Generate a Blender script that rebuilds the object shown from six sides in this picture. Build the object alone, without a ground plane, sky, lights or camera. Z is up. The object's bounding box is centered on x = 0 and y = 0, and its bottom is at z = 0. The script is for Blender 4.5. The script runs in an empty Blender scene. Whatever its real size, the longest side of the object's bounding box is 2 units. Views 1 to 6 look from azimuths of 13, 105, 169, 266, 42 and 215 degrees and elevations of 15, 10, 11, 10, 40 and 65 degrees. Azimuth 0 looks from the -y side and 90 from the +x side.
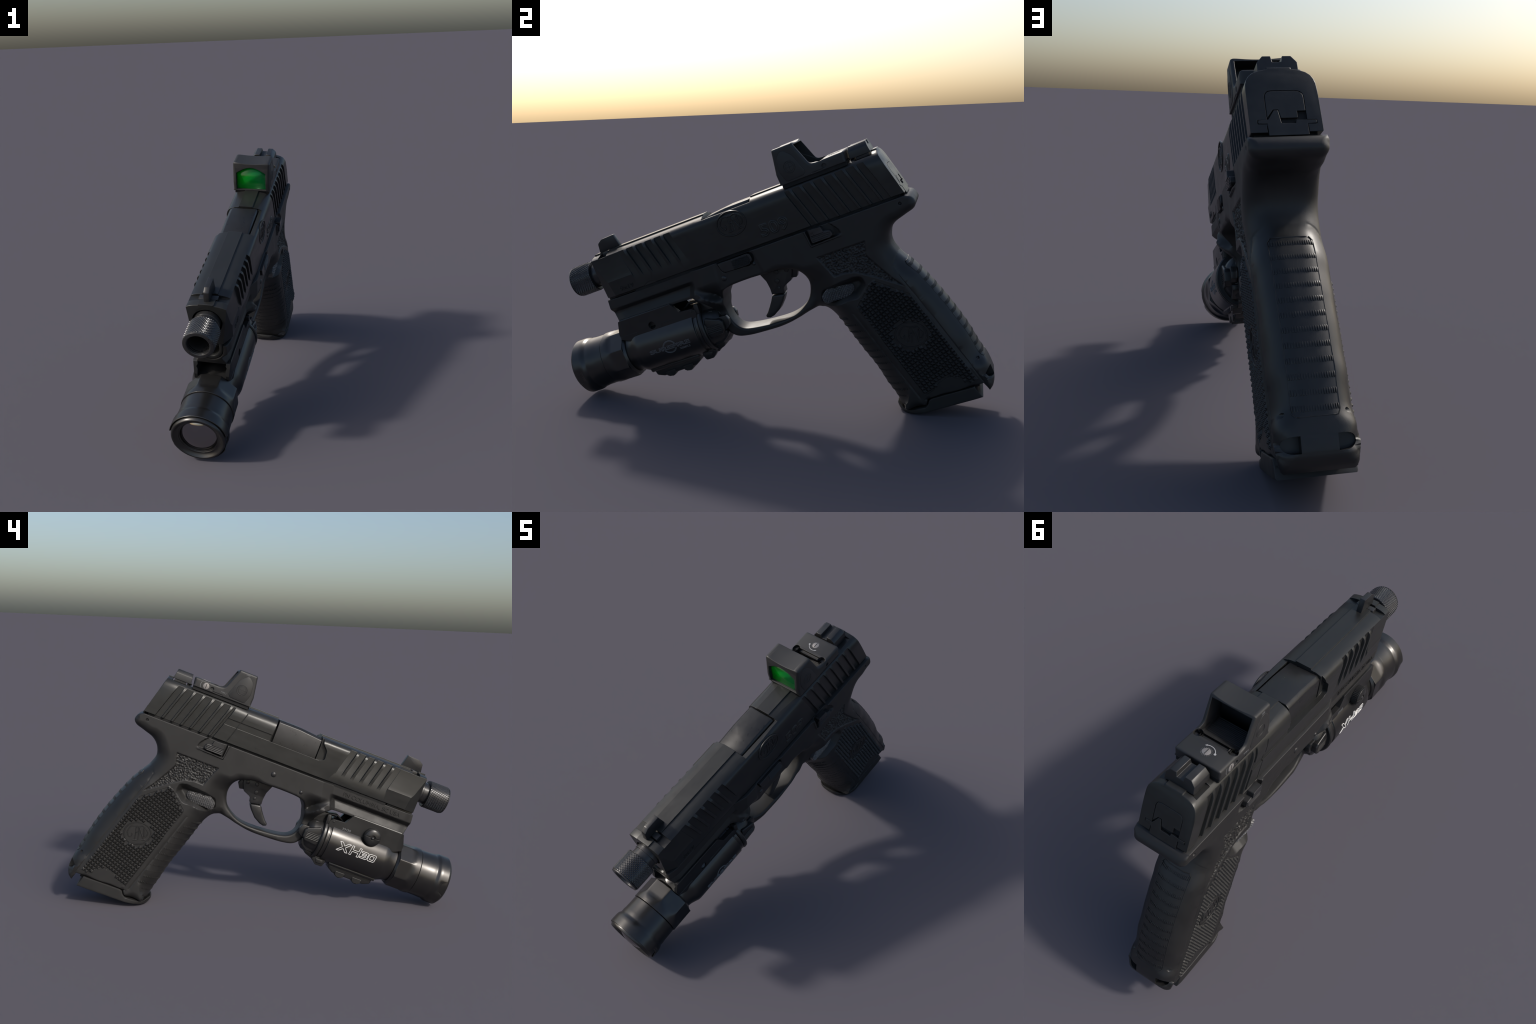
import bpy, bmesh, math, random
import numpy as np
from mathutils import Vector, Matrix, noise as mnoise
from mathutils.geometry import delaunay_2d_cdt

random.seed(7)
RNG = np.random.default_rng(7)
SC = bpy.context.scene

# ------------------------------------------------------------------ frame of the pistol
# local axes: x = towards the muzzle, y = right-hand side of the pistol, z = up (slide underside at z = 0)
RIGHT = Vector((1.0, 0.0091, -0.0580)).normalized()
PITCH = math.radians(19.2)
FWD = Vector((0, -math.cos(PITCH), -math.sin(PITCH)))
FWD = (FWD - RIGHT * FWD.dot(RIGHT)).normalized()
UP = FWD.cross(RIGHT)
if UP.z < 0:
    UP = -UP
ORIGIN = Vector((0.0132, -0.0527, 0.7513))
WORLD = Matrix((FWD, RIGHT, UP)).transposed().to_4x4()
WORLD.translation = ORIGIN


def link(ob, parent=None):
    SC.collection.objects.link(ob)
    if parent is not None:
        ob.parent = parent
    return ob


root = link(bpy.data.objects.new("pistol", None))
root.empty_display_size = 0.1
root.matrix_world = WORLD
root["label"] = "black semi-automatic pistol with reflex sight and weapon light"
root["category"] = "handgun"


# ------------------------------------------------------------------ materials
def material(name, color, rough=0.5, metal=0.0, spec=0.5, vary=0.25, grain=300.0, bump=0.15, bump_dist=0.002,
             bevel=0.0, stretch=(1, 1, 1), patch=14.0, rough_vary=0.08, coat=0.0):
    m = bpy.data.materials.new(name)
    m.use_nodes = True
    nt = m.node_tree
    N, L = nt.nodes, nt.links
    b = N["Principled BSDF"]
    b.inputs["Metallic"].default_value = metal
    b.inputs["Specular IOR Level"].default_value = spec
    b.inputs["Coat Weight"].default_value = coat
    tc = N.new("ShaderNodeTexCoord")
    mp = N.new("ShaderNodeMapping")
    mp.inputs["Scale"].default_value = stretch
    L.new(tc.outputs["Object"], mp.inputs["Vector"])
    n1 = N.new("ShaderNodeTexNoise")
    n1.inputs["Scale"].default_value = patch
    n1.inputs["Detail"].default_value = 8
    n1.inputs["Roughness"].default_value = 0.65
    L.new(mp.outputs["Vector"], n1.inputs["Vector"])
    cr = N.new("ShaderNodeValToRGB")
    cr.color_ramp.elements[0].position = 0.32
    cr.color_ramp.elements[1].position = 0.70
    lo = [c * (1 - vary) for c in color] + [1]
    hi = [c * (1 + vary) for c in color] + [1]
    cr.color_ramp.elements[0].color = lo
    cr.color_ramp.elements[1].color = hi
    L.new(n1.outputs["Fac"], cr.inputs["Fac"])
    L.new(cr.outputs["Color"], b.inputs["Base Color"])
    mr = N.new("ShaderNodeMapRange")
    mr.inputs["From Min"].default_value = 0.3
    mr.inputs["From Max"].default_value = 0.7
    mr.inputs["To Min"].default_value = max(0.02, rough - rough_vary)
    mr.inputs["To Max"].default_value = min(1, rough + rough_vary)
    L.new(n1.outputs["Fac"], mr.inputs["Value"])
    L.new(mr.outputs["Result"], b.inputs["Roughness"])
    nrm = None
    if bevel > 0:
        bv = N.new("ShaderNodeBevel")
        bv.samples = 6
        bv.inputs["Radius"].default_value = bevel
        nrm = bv.outputs["Normal"]
    if bump > 0:
        n2 = N.new("ShaderNodeTexNoise")
        n2.inputs["Scale"].default_value = grain
        n2.inputs["Detail"].default_value = 3
        L.new(tc.outputs["Object"], n2.inputs["Vector"])
        bp = N.new("ShaderNodeBump")
        bp.inputs["Strength"].default_value = bump
        bp.inputs["Distance"].default_value = bump_dist
        L.new(n2.outputs["Fac"], bp.inputs["Height"])
        if nrm is not None:
            L.new(nrm, bp.inputs["Normal"])
        nrm = bp.outputs["Normal"]
    if nrm is not None:
        L.new(nrm, b.inputs["Normal"])
    return m


POLYMER = material("black_polymer", (0.0150, 0.0146, 0.0141), rough=0.52, vary=0.16, grain=420, bump=0.12, patch=9)
STRAP = material("backstrap_polymer", (0.0150, 0.0146, 0.0141), rough=0.42, vary=0.12, grain=420, bump=0.08, patch=9)
SLIDE = material("black_oxide_steel", (0.0285, 0.0290, 0.0280), rough=0.34, metal=0.35, vary=0.12, rough_vary=0.05, grain=300, bump=0.07,
                 bevel=0.0022, stretch=(0.5, 1, 1.4), patch=22)
HOOD = material("barrel_hood_steel", (0.022, 0.022, 0.0225), rough=0.33, metal=0.3, vary=0.10, bump=0.05, bevel=0.003, patch=30)
STEEL = material("dark_gun_steel", (0.055, 0.055, 0.056), rough=0.32, metal=0.6, vary=0.2, bump=0.04, bevel=0.002)
KNURL = material("knurled_steel", (0.085, 0.085, 0.087), rough=0.32, metal=0.7, vary=0.2, bump=0.0)
BUTTON = material("knurled_button_steel", (0.13, 0.13, 0.132), rough=0.36, metal=0.5, vary=0.15, bump=0.0)
PARTS = material("matt_black_steel", (0.018, 0.018, 0.0185), rough=0.38, vary=0.2, bump=0.05, bevel=0.002)
OPTIC = material("anodised_housing", (0.0235, 0.0232, 0.0230), rough=0.50, vary=0.10, grain=500, bump=0.05, bevel=0.004)
LIGHT = material("anodised_light_body", (0.070, 0.0685, 0.067), rough=0.31, metal=0.85, spec=0.5, vary=0.05, rough_vary=0.02, grain=500, bump=0.03, bevel=0.003)
LIGHTD = material("light_plastic", (0.015, 0.015, 0.015), rough=0.36, vary=0.12, grain=400, bump=0.05, bevel=0.002)
DARK = material("shadowed_recess", (0.006, 0.006, 0.006), rough=0.8, bump=0.0, vary=0.1)  # shade of gaps and bores put into a near-black base colour
SILVER = material("worn_bare_metal", (0.25, 0.235, 0.225), rough=0.42, metal=0.3, bump=0.05, vary=0.15)
PRINT = material("white_print", (0.72, 0.71, 0.69), rough=0.55, bump=0.0, vary=0.05)
GREYPRINT = material("grey_print", (0.16, 0.165, 0.17), rough=0.55, bump=0.0, vary=0.05)
DIALPRINT = material("dial_print", (0.36, 0.36, 0.36), rough=0.55, bump=0.0, vary=0.05)
GREYLINE = material("engraved_line", (0.014, 0.014, 0.0145), rough=0.5, bump=0.0, vary=0.05)


def mirror_lens():
    m = bpy.data.materials.new("flashlight_glass")
    m.use_nodes = True
    b = m.node_tree.nodes["Principled BSDF"]
    b.inputs["Base Color"].default_value = (0.30, 0.285, 0.29, 1)
    b.inputs["Metallic"].default_value = 1.0
    b.inputs["Roughness"].default_value = 0.03
    return m


def green_lens():
    m = bpy.data.materials.new("green_glass_painted_gradient")
    m.use_nodes = True
    nt = m.node_tree
    N, L = nt.nodes, nt.links
    b = N["Principled BSDF"]
    out = N["Material Output"]
    tc = N.new("ShaderNodeTexCoord")
    sx = N.new("ShaderNodeSeparateXYZ")
    L.new(tc.outputs["Object"], sx.inputs[0])
    ns = N.new("ShaderNodeMapRange")
    ns.inputs["From Min"].default_value = -0.05
    ns.inputs["From Max"].default_value = 0.07
    L.new(sx.outputs["Y"], ns.inputs["Value"])
    cr = N.new("ShaderNodeValToRGB")
    cr.color_ramp.elements[0].color = (0.0, 0.30, 0.012, 1)  # bright left, dim right: the pane's light gradient painted into its colour
    cr.color_ramp.elements[1].color = (0.004, 0.16, 0.055, 1)
    L.new(ns.outputs["Result"], cr.inputs["Fac"])
    L.new(cr.outputs["Color"], b.inputs["Base Color"])
    b.inputs["Roughness"].default_value = 0.16
    b.inputs["Metallic"].default_value = 0.0
    tr = N.new("ShaderNodeBsdfTransparent")
    tr.inputs["Color"].default_value = (0.62, 0.85, 0.70, 1)
    mx = N.new("ShaderNodeMixShader")
    geo = N.new("ShaderNodeNewGeometry")
    vt = N.new("ShaderNodeVectorTransform")
    vt.vector_type = 'NORMAL'
    vt.convert_from, vt.convert_to = 'WORLD', 'OBJECT'
    L.new(geo.outputs["Normal"], vt.inputs[0])
    sp = N.new("ShaderNodeSeparateXYZ")
    L.new(vt.outputs[0], sp.inputs[0])
    mth = N.new("ShaderNodeMapRange")
    mth.inputs["From Min"].default_value = -0.1
    mth.inputs["From Max"].default_value = 0.1
    mth.inputs["To Min"].default_value = 0.06
    mth.inputs["To Max"].default_value = 0.62
    L.new(sp.outputs["X"], mth.inputs["Value"])
    L.new(mth.outputs[0], mx.inputs["Fac"])
    L.new(tr.outputs[0], mx.inputs[1])
    L.new(b.outputs[0], mx.inputs[2])
    L.new(mx.outputs[0], out.inputs["Surface"])
    return m


MIRROR = mirror_lens()
GREEN = green_lens()


# ------------------------------------------------------------------ mesh helpers
def finish(me, mat, angle=32):
    me.polygons.foreach_set("use_smooth", [True] * len(me.polygons))
    if angle is not None:
        me.set_sharp_from_angle(angle=math.radians(angle))
    me.materials.clear()
    me.materials.append(mat)
    me.update()


def mesh_obj(name, verts, faces, mat, parent=None, angle=32):
    me = bpy.data.meshes.new(name)
    me.from_pydata([tuple(v) for v in verts], [], [tuple(f) for f in faces])
    me.validate()
    finish(me, mat, angle)
    return link(bpy.data.objects.new(name, me), parent)


def bm_obj(name, bm, mat, parent=None, angle=32):
    bmesh.ops.recalc_face_normals(bm, faces=bm.faces)
    me = bpy.data.meshes.new(name)
    bm.to_mesh(me)
    bm.free()
    finish(me, mat, angle)
    return link(bpy.data.objects.new(name, me), parent)


def bevel_bm(bm, w, seg=2, ang=30):
    bmesh.ops.recalc_face_normals(bm, faces=bm.faces)
    es = [e for e in bm.edges if len(e.link_faces) == 2 and e.calc_face_angle(0) > math.radians(ang)]
    if es and w > 0:
        bmesh.ops.bevel(bm, geom=es, offset=w, offset_type='OFFSET', segments=seg, profile=0.5, affect='EDGES', clamp_overlap=True)


def add_prism(bm, ring_a, ring_b):
    """closed prism between two rings of equal length"""
    a = [bm.verts.new(p) for p in ring_a]
    b = [bm.verts.new(p) for p in ring_b]
    n = len(a)
    bm.faces.new(a)
    bm.faces.new(b[::-1])
    for i in range(n):
        j = (i + 1) % n
        bm.faces.new((a[i], b[i], b[j], a[j]))


def side_prism(bm, pts, w0, w1):
    add_prism(bm, [(s, w0, t) for s, t in pts], [(s, w1, t) for s, t in pts])


def box(bm, s0, s1, w0, w1, t0, t1):
    side_prism(bm, [(s0, t0), (s1, t0), (s1, t1), (s0, t1)], w0, w1)


def cross_prism(bm, pts, s0, s1):
    """prism along the barrel; pts are (w, t)"""
    add_prism(bm, [(s0, w, t) for w, t in pts], [(s1, w, t) for w, t in pts])


def disc_w(bm, s, t, r, w0, w1, n=32, squash=1.0):
    side_prism(bm, [(s + r * math.cos(a), t + r * squash * math.sin(a)) for a in np.linspace(0, 2 * math.pi, n, endpoint=False)], w0, w1)


def disc_t(bm, s, w, r, t0, t1, n=32):
    A = np.linspace(0, 2 * math.pi, n, endpoint=False)
    add_prism(bm, [(s + r * math.cos(a), w + r * math.sin(a), t0) for a in A], [(s + r * math.cos(a), w + r * math.sin(a), t1) for a in A])


def part(name, build, mat, parent=root, bev=0.0, seg=2, angle=32, bang=30):
    bm = bmesh.new()
    build(bm)
    bevel_bm(bm, bev, seg, bang)
    return bm_obj(name, bm, mat, parent, angle)


def temp(build):
    bm = bmesh.new()
    build(bm)
    return bm_obj("helper", bm, DARK, None, None)


def apply_mods(ob):
    dg = bpy.context.evaluated_depsgraph_get()
    ev = ob.evaluated_get(dg)
    me = bpy.data.meshes.new_from_object(ev)
    old = ob.data
    ob.modifiers.clear()
    ob.data = me
    if old.users == 0:
        bpy.data.meshes.remove(old)


def boolean(ob, cutter, op='DIFFERENCE', keep=False, self_int=True):
    par_ = ob.parent
    ob.parent = None
    md = ob.modifiers.new("b", 'BOOLEAN')
    md.operation = op
    md.solver = 'EXACT'
    md.use_self = self_int
    md.object = cutter
    apply_mods(ob)
    ob.parent = par_
    if not keep:
        me = cutter.data
        bpy.data.objects.remove(cutter)
        bpy.data.meshes.remove(me)


def clean(ob, mat, angle=32):
    finish(ob.data, mat, angle)


def lathe(name, prof, mat, parent=root, seg=96, t0=0.0, w0=0.0, angle=32, radial=None):
    """profile [(s, r)] turned about an axis along the barrel; radial(phi, s, r) may shape it"""
    vs, fs = [], []
    k = len(prof)
    for i in range(seg):
        a = 2 * math.pi * i / seg
        for s, r in prof:
            rr = radial(a, s, r) if radial else r
            vs.append((s, w0 + rr * math.cos(a), t0 + rr * math.sin(a)))
    for i in range(seg):
        j = (i + 1) % seg
        for m in range(k - 1):
            fs.append((i * k + m, i * k + m + 1, j * k + m + 1, j * k + m))
    bm = bmesh.new()
    V = [bm.verts.new(v) for v in vs]
    for f in fs:
        bm.faces.new([V[i] for i in f])
    bmesh.ops.remove_doubles(bm, verts=bm.verts, dist=1e-5)
    return bm_obj(name, bm, mat, parent, angle)


# ------------------------------------------------------------------ curves
def catmull(pts, step):
    """open Catmull-Rom chain through pts, sampled about every `step`"""
    P = np.array(pts, float)
    if len(P) == 2:
        n = max(1, int(round(np.linalg.norm(P[1] - P[0]) / step)))
        return [P[0] + (P[1] - P[0]) * i / n for i in range(n)]
    E = np.vstack([2 * P[0] - P[1], P, 2 * P[-1] - P[-2]])
    out = []
    for i in range(1, len(E) - 2):
        p0, p1, p2, p3 = E[i - 1:i + 3]
        n = max(1, int(math.ceil(np.linalg.norm(p2 - p1) / step)))
        for k in range(n):
            u = k / n
            out.append(0.5 * ((2 * p1) + (-p0 + p2) * u + (2 * p0 - 5 * p1 + 4 * p2 - p3) * u * u + (-p0 + 3 * p1 - 3 * p2 + p3) * u ** 3))
    return out


def outline(pts, step=0.006):
    """closed outline; a point (s, t, 1) is a sharp corner, others are passed smoothly; a 4th value is the edge radius"""
    n = len(pts)
    corners = [i for i, p in enumerate(pts) if len(p) > 2 and p[2] == 1]
    if not corners:
        P = np.array([p[:2] for p in pts], float)
        Q = [P[(i) % n] for i in range(-1, n + 2)]
        out = []
        E = np.array(Q)
        for i in range(1, len(E) - 2):
            p0, p1, p2, p3 = E[i - 1:i + 3]
            m = max(1, int(math.ceil(np.linalg.norm(p2 - p1) / step)))
            for k in range(m):
                u = k / m
                out.append(0.5 * ((2 * p1) + (-p0 + p2) * u + (2 * p0 - 5 * p1 + 4 * p2 - p3) * u * u + (-p0 + 3 * p1 - 3 * p2 + p3) * u ** 3))
        return np.array(out)
    out = []
    for a, b in zip(corners, corners[1:] + [corners[0] + n]):
        out += catmull([pts[i % n][:2] for i in range(a, b + 1)], step)
    return np.array(out)


def fillet(poly, step=4):
    """polygon with rounded corners: (s, t, radius)"""
    n = len(poly)
    out = []
    for i in range(n):
        p0, p1, p2 = (np.array(poly[(i + k) % n][:2], float) for k in (-1, 0, 1))
        r = poly[i][2] if len(poly[i]) > 2 else 0
        if r <= 0:
            out.append(tuple(p1))
            continue
        u, v = p0 - p1, p2 - p1
        lu, lv = np.linalg.norm(u), np.linalg.norm(v)
        u, v = u / lu, v / lv
        ang = math.acos(max(-1, min(1, u @ v)))
        d = min(r / math.tan(ang / 2), 0.48 * lu, 0.48 * lv)
        a, b = p1 + u * d, p1 + v * d
        for k in range(step + 1):
            x = k / step
            out.append(tuple((1 - x) ** 2 * a + 2 * x * (1 - x) * p1 + x * x * b))
    return out


def smooth(a, b, x):
    x = np.clip((x - a) / (b - a), 0, 1)
    return x * x * (3 - 2 * x)


def inside(P, loop):
    x, y = P[:, 0], P[:, 1]
    c = np.zeros(len(P), bool)
    n = len(loop)
    for i in range(n):
        (x1, y1), (x2, y2) = loop[i], loop[(i + 1) % n]
        if y1 == y2:
            continue
        c ^= ((y1 > y) != (y2 > y)) & (x < (x2 - x1) * (y - y1) / (y2 - y1) + x1)
    return c


def seg_dist(P, A, B, val=None):
    """distance of points to segments A-B (and an interpolated per-vertex value of the nearest segment)"""
    dmin = np.full(len(P), 1e9)
    vout = np.zeros(len(P))
    D = B - A
    LL = (D ** 2).sum(1) + 1e-18
    for c in range(0, len(P), 4000):
        q = P[c:c + 4000]
        u = np.clip(((q[:, None, :] - A[None]) * D[None]).sum(2) / LL[None], 0, 1)
        d = np.linalg.norm(q[:, None, :] - (A[None] + u[..., None] * D[None]), axis=2)
        k = d.argmin(1)
        r = np.arange(len(q))
        dmin[c:c + 4000] = d[r, k]
        if val is not None:
            v0, v1 = val
            vout[c:c + 4000] = v0[k] * (1 - u[r, k]) + v1[k] * u[r, k]
    return (dmin, vout) if val is not None else dmin


def sd(P, poly):
    """signed distance to a polygon, negative inside"""
    L = np.array([p[:2] for p in poly], float)
    d = seg_dist(P, L, np.roll(L, -1, 0))
    return np.where(inside(P, L), -d, d)


def polyline_dist(P, pts):
    L = np.array(pts, float)
    return seg_dist(P, L[:-1], L[1:])


# ------------------------------------------------------------------ side-profile body
def body(loops, radii, width, extra=None, step=0.006, rings=6, keep=None):
    """Solid from a side profile: loops[0] is the outer outline (counter-clockwise), the others holes (clockwise).
    radii[i] is the edge rounding at every outline vertex; width(P, side) is the half width.
    Returns vertices, triangles and the (s, t) centre of every face."""
    A = np.vstack(loops)
    B = np.vstack([np.roll(l, -1, 0) for l in loops])
    R0 = np.concatenate(radii)
    R1 = np.concatenate([np.roll(r, -1) for r in radii])
    pts = [A]
    for l, r in zip(loops, radii):
        tan = np.roll(l, -1, 0) - np.roll(l, 1, 0)
        tan /= np.linalg.norm(tan, axis=1)[:, None] + 1e-12
        nrm = np.c_[-tan[:, 1], tan[:, 0]]
        for k in range(1, rings + 1):
            off = r * (1 - math.cos(math.pi / 2 * k / rings))
            q = l + nrm * off[:, None]
            d = seg_dist(q, A, B)
            ok = inside(q, loops[0]) & (d > off * 0.96 - 1e-6) & (d > 0.0006)
            for h in loops[1:]:
                ok &= ~inside(q, h)
            for region, _ in (extra or []):
                ok &= ~(inside(q, np.array([p[:2] for p in region])) & (off > 0.006))
            pts.append(q[ok])
    lo, hi = loops[0].min(0), loops[0].max(0)
    gx, gy = np.meshgrid(np.arange(lo[0], hi[0], step), np.arange(lo[1], hi[1], step * 0.87))
    gx[1::2] += step / 2
    G = np.c_[gx.ravel(), gy.ravel()]
    ex = extra if extra is not None else []
    for region, q in ex:
        G = G[~inside(G, np.array([p[:2] for p in region]))]
    nG = len(G)
    G = np.vstack([G] + [q for _, q in ex])
    special = np.arange(len(G)) >= nG
    ok = inside(G, loops[0])
    for h in loops[1:]:
        ok &= ~inside(G, h)
    G, special = G[ok], special[ok]
    d, r = seg_dist(G, A, B, (R0, R1))
    G = G[(d > np.maximum(r * 1.0, 0.0015)) | (special & (d > 0.004))]
    pts.append(G)
    P = np.vstack(pts)
    edges = []
    base = 0
    for l in loops:
        n = len(l)
        edges += [(base + i, base + (i + 1) % n) for i in range(n)]
        base += n
    vo, eo, fo, ov, oe, of = delaunay_2d_cdt([Vector(p) for p in P], edges, [], 0, 1e-6)
    V = np.array([(v[0], v[1]) for v in vo])
    F = np.array([f for f in fo if len(f) == 3])
    C = V[F].mean(1)
    ok = inside(C, loops[0])
    for h in loops[1:]:
        ok &= ~inside(C, h)
    F = F[ok]
    # orientation
    a, b, c = V[F[:, 0]], V[F[:, 1]], V[F[:, 2]]
    ar = (b[:, 0] - a[:, 0]) * (c[:, 1] - a[:, 1]) - (b[:, 1] - a[:, 1]) * (c[:, 0] - a[:, 0])
    F[ar < 0] = F[ar < 0][:, ::-1]
    d, r = seg_dist(V, A, B, (R0, R1))
    d[d < 1e-5] = 0
    out = []
    for side in (1, -1):
        hw = width(V, side)
        rr = np.minimum(r, hw - 0.003)
        m = np.minimum(d, rr)
        out.append(side * (hw - rr + np.sqrt(np.maximum(rr ** 2 - (rr - m) ** 2, 0))))
    n = len(V)
    verts = np.vstack([np.c_[V[:, 0], out[0], V[:, 1]], np.c_[V[:, 0], out[1], V[:, 1]]])
    # +w side seen from +w: s to the left, so reverse
    faces = [tuple(f[::-1]) for f in F] + [tuple(f + n) for f in F]
    inv = {}
    for i, o in enumerate(ov):
        for q in o:
            inv[q] = i
    base = 0
    for l in loops:
        m = len(l)
        for i in range(m):
            a, b = inv[base + i], inv[base + (i + 1) % m]
            faces.append((a, b, b + n))
            faces.append((a, b + n, a + n))
        base += m
    return verts, faces


def radius_along(loop, keys):
    """edge radius per outline vertex from the nearest of a few keyed places, smoothed along the outline"""
    K = np.array([k[:2] for k in keys])
    R = np.array([k[2] for k in keys])
    d = ((loop[:, None, :] - K[None]) ** 2).sum(2)
    w = 1 / (d + 1e-5) ** 1.5
    r = (w * R[None]).sum(1) / w.sum(1)
    for _ in range(2):
        r = (np.roll(r, 1) + 2 * r + np.roll(r, -1)) / 4
    return r


def split_regions(name_fn, verts, faces, mats, angle, parents):
    """one surface, split by region into named objects that keep the whole body's normals"""
    me = bpy.data.meshes.new("whole")
    me.from_pydata([tuple(v) for v in verts], [], [tuple(f) for f in faces])
    finish(me, DARK, angle)
    return split_mesh(me, name_fn, mats, parents)


def split_mesh(me, name_fn, mats, parents):
    nl = len(me.loops)
    cn = np.zeros(nl * 3)
    me.corner_normals.foreach_get("vector", cn)
    cn = cn.reshape(-1, 3)
    co = np.zeros(len(me.vertices) * 3)
    me.vertices.foreach_get("co", co)
    co = co.reshape(-1, 3)
    groups = {}
    for p in me.polygons:
        groups.setdefault(name_fn(p.center), []).append(p)
    obs = {}
    for nm in sorted(groups):
        vm, V, F, Nn = {}, [], [], []
        for p in groups[nm]:
            f = []
            for li, vi in zip(p.loop_indices, p.vertices):
                if vi not in vm:
                    vm[vi] = len(V)
                    V.append(tuple(co[vi]))
                f.append(vm[vi])
                Nn.append(tuple(cn[li]))
            F.append(f)
        m2 = bpy.data.meshes.new(nm)
        m2.from_pydata(V, [], F)
        m2.polygons.foreach_set("use_smooth", [True] * len(F))
        m2.materials.append(mats[nm])
        m2.normals_split_custom_set(Nn)
        m2.update()
        obs[nm] = bpy.data.objects.new(nm, m2)
    for nm in obs:
        link(obs[nm], parents(nm, obs))
    bpy.data.meshes.remove(me)
    return obs


# ------------------------------------------------------------------ strokes (tubes on a surface) and text
def tube(bm, pts, r, n=6, closed=False):
    P = [Vector(p) for p in pts]
    m = len(P)
    rings = []
    for i in range(m):
        a = P[(i - 1) % m] if (closed or i > 0) else P[i]
        b = P[(i + 1) % m] if (closed or i < m - 1) else P[i]
        tn = (b - a).normalized()
        up = Vector((0, 1, 0)) if abs(tn.y) < 0.9 else Vector((0, 0, 1))
        x = tn.cross(up).normalized()
        y = x.cross(tn)
        rr = r[i] if isinstance(r, (list, tuple)) else r
        rings.append([bm.verts.new(P[i] + (x * math.cos(q) + y * math.sin(q)) * rr) for q in np.linspace(0, 2 * math.pi, n, endpoint=False)])
    for i in range(m if closed else m - 1):
        a, b = rings[i], rings[(i + 1) % m]
        for k in range(n):
            bm.faces.new((a[k], a[(k + 1) % n], b[(k + 1) % n], b[k]))
    if not closed:
        bm.faces.new(rings[0][::-1])
        bm.faces.new(rings[-1])


def text_mesh(s, size, shear=0.0, outline_r=0.0, extrude=0.0, sx=1.0, spacing=1.0, bold=0.0):
    """returns (verts Nx3 in text plane, faces); x right, y up"""
    cu = bpy.data.curves.new("t", 'FONT')
    cu.body = s
    cu.size = size
    cu.shear = shear
    cu.space_character = spacing
    cu.resolution_u = 4
    cu.offset = bold
    if outline_r > 0:
        cu.fill_mode = 'NONE'
        cu.bevel_depth = outline_r
        cu.bevel_resolution = 1
    else:
        cu.extrude = extrude
    ob = link(bpy.data.objects.new("t", cu))
    dg = bpy.context.evaluated_depsgraph_get()
    me = bpy.data.meshes.new_from_object(ob.evaluated_get(dg))
    V = np.array([v.co for v in me.vertices])
    F = [tuple(p.vertices) for p in me.polygons]
    bpy.data.objects.remove(ob)
    bpy.data.meshes.remove(me)
    bpy.data.curves.remove(cu)
    V[:, 0] *= sx
    return V, F


def fit_text(V, s0, s1, t0, t1, side):
    """map text plane to side plane; on the right side (+1) the text runs towards the rear (-s), on the left towards the muzzle"""
    lo, hi = V.min(0), V.max(0)
    x = (V[:, 0] - lo[0]) / (hi[0] - lo[0])
    y = (V[:, 1] - lo[1]) / (hi[1] - lo[1])
    return s0 + (s1 - s0) * x, t0 + (t1 - t0) * y, V[:, 2]


def spiral(c, r0, r1, a0, a1, n=14):
    return [(c[0] + (r0 + (r1 - r0) * k / n) * math.cos(a0 + (a1 - a0) * k / n), c[1] + (r0 + (r1 - r0) * k / n) * math.sin(a0 + (a1 - a0) * k / n)) for k in range(n + 1)]


def monogram():
    """interlaced swash letters of the maker's oval, in a unit oval (x to the reader's right)"""
    S = []
    S.append(catmull([(-0.10, 0.62), (-0.13, 0.2), (-0.16, -0.2), (-0.24, -0.62)], 0.08) + [np.array((-0.24, -0.62))])
    S.append(catmull([(-0.70, 0.42), (-0.50, 0.66), (-0.2, 0.66), (0.12, 0.62), (0.42, 0.68), (0.66, 0.42)], 0.08))
    S.append(catmull([(-0.70, 0.42), (-0.82, 0.05), (-0.66, -0.32), (-0.48, -0.28), (-0.46, -0.05), (-0.58, 0.0)], 0.08))
    S.append(catmull([(-0.15, 0.05), (0.05, 0.08), (0.12, -0.08)], 0.06))
    S.append(catmull([(0.12, 0.62), (0.10, 0.1), (0.06, -0.6)], 0.08) + [np.array((0.06, -0.6))])
    S.append(catmull([(0.12, 0.62), (0.30, 0.05), (0.48, -0.58)], 0.08) + [np.array((0.48, -0.58))])
    S.append(catmull([(0.48, -0.58), (0.54, 0.0), (0.52, 0.5)], 0.08) + [np.array((0.52, 0.5))])
    S.append(catmull([(0.66, 0.42), (0.84, 0.1), (0.70, -0.28), (0.54, -0.2)], 0.08))
    S.append([np.array((-0.40, -0.62)), np.array((-0.06, -0.62))])
    S.append([np.array((0.34, -0.60)), np.array((0.66, -0.60))])
    return S


def emblem(name, c, a, b, rot, side, w, mat, parent, r=0.0030, wfun=None):
    bm = bmesh.new()
    cr, sr = math.cos(rot), math.sin(rot)

    def place(x, y):
        # reader's right is -s on the right side and +s on the left side
        x = -side * x
        p = c[0] + x * a * cr - y * b * sr, c[1] + x * a * sr + y * b * cr
        ww = w if wfun is None else wfun(*p)
        return (p[0], side * ww, p[1])
    tube(bm, [place(math.cos(q), math.sin(q)) for q in np.linspace(0, 2 * math.pi, 56, endpoint=False)], r * 1.15, 6, True)
    for st in monogram():
        tube(bm, [place(p[0] * 0.92, p[1] * 0.98) for p in st], r, 6)
    ob = bm_obj(name, bm, mat, parent, 60)
    return ob


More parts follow.
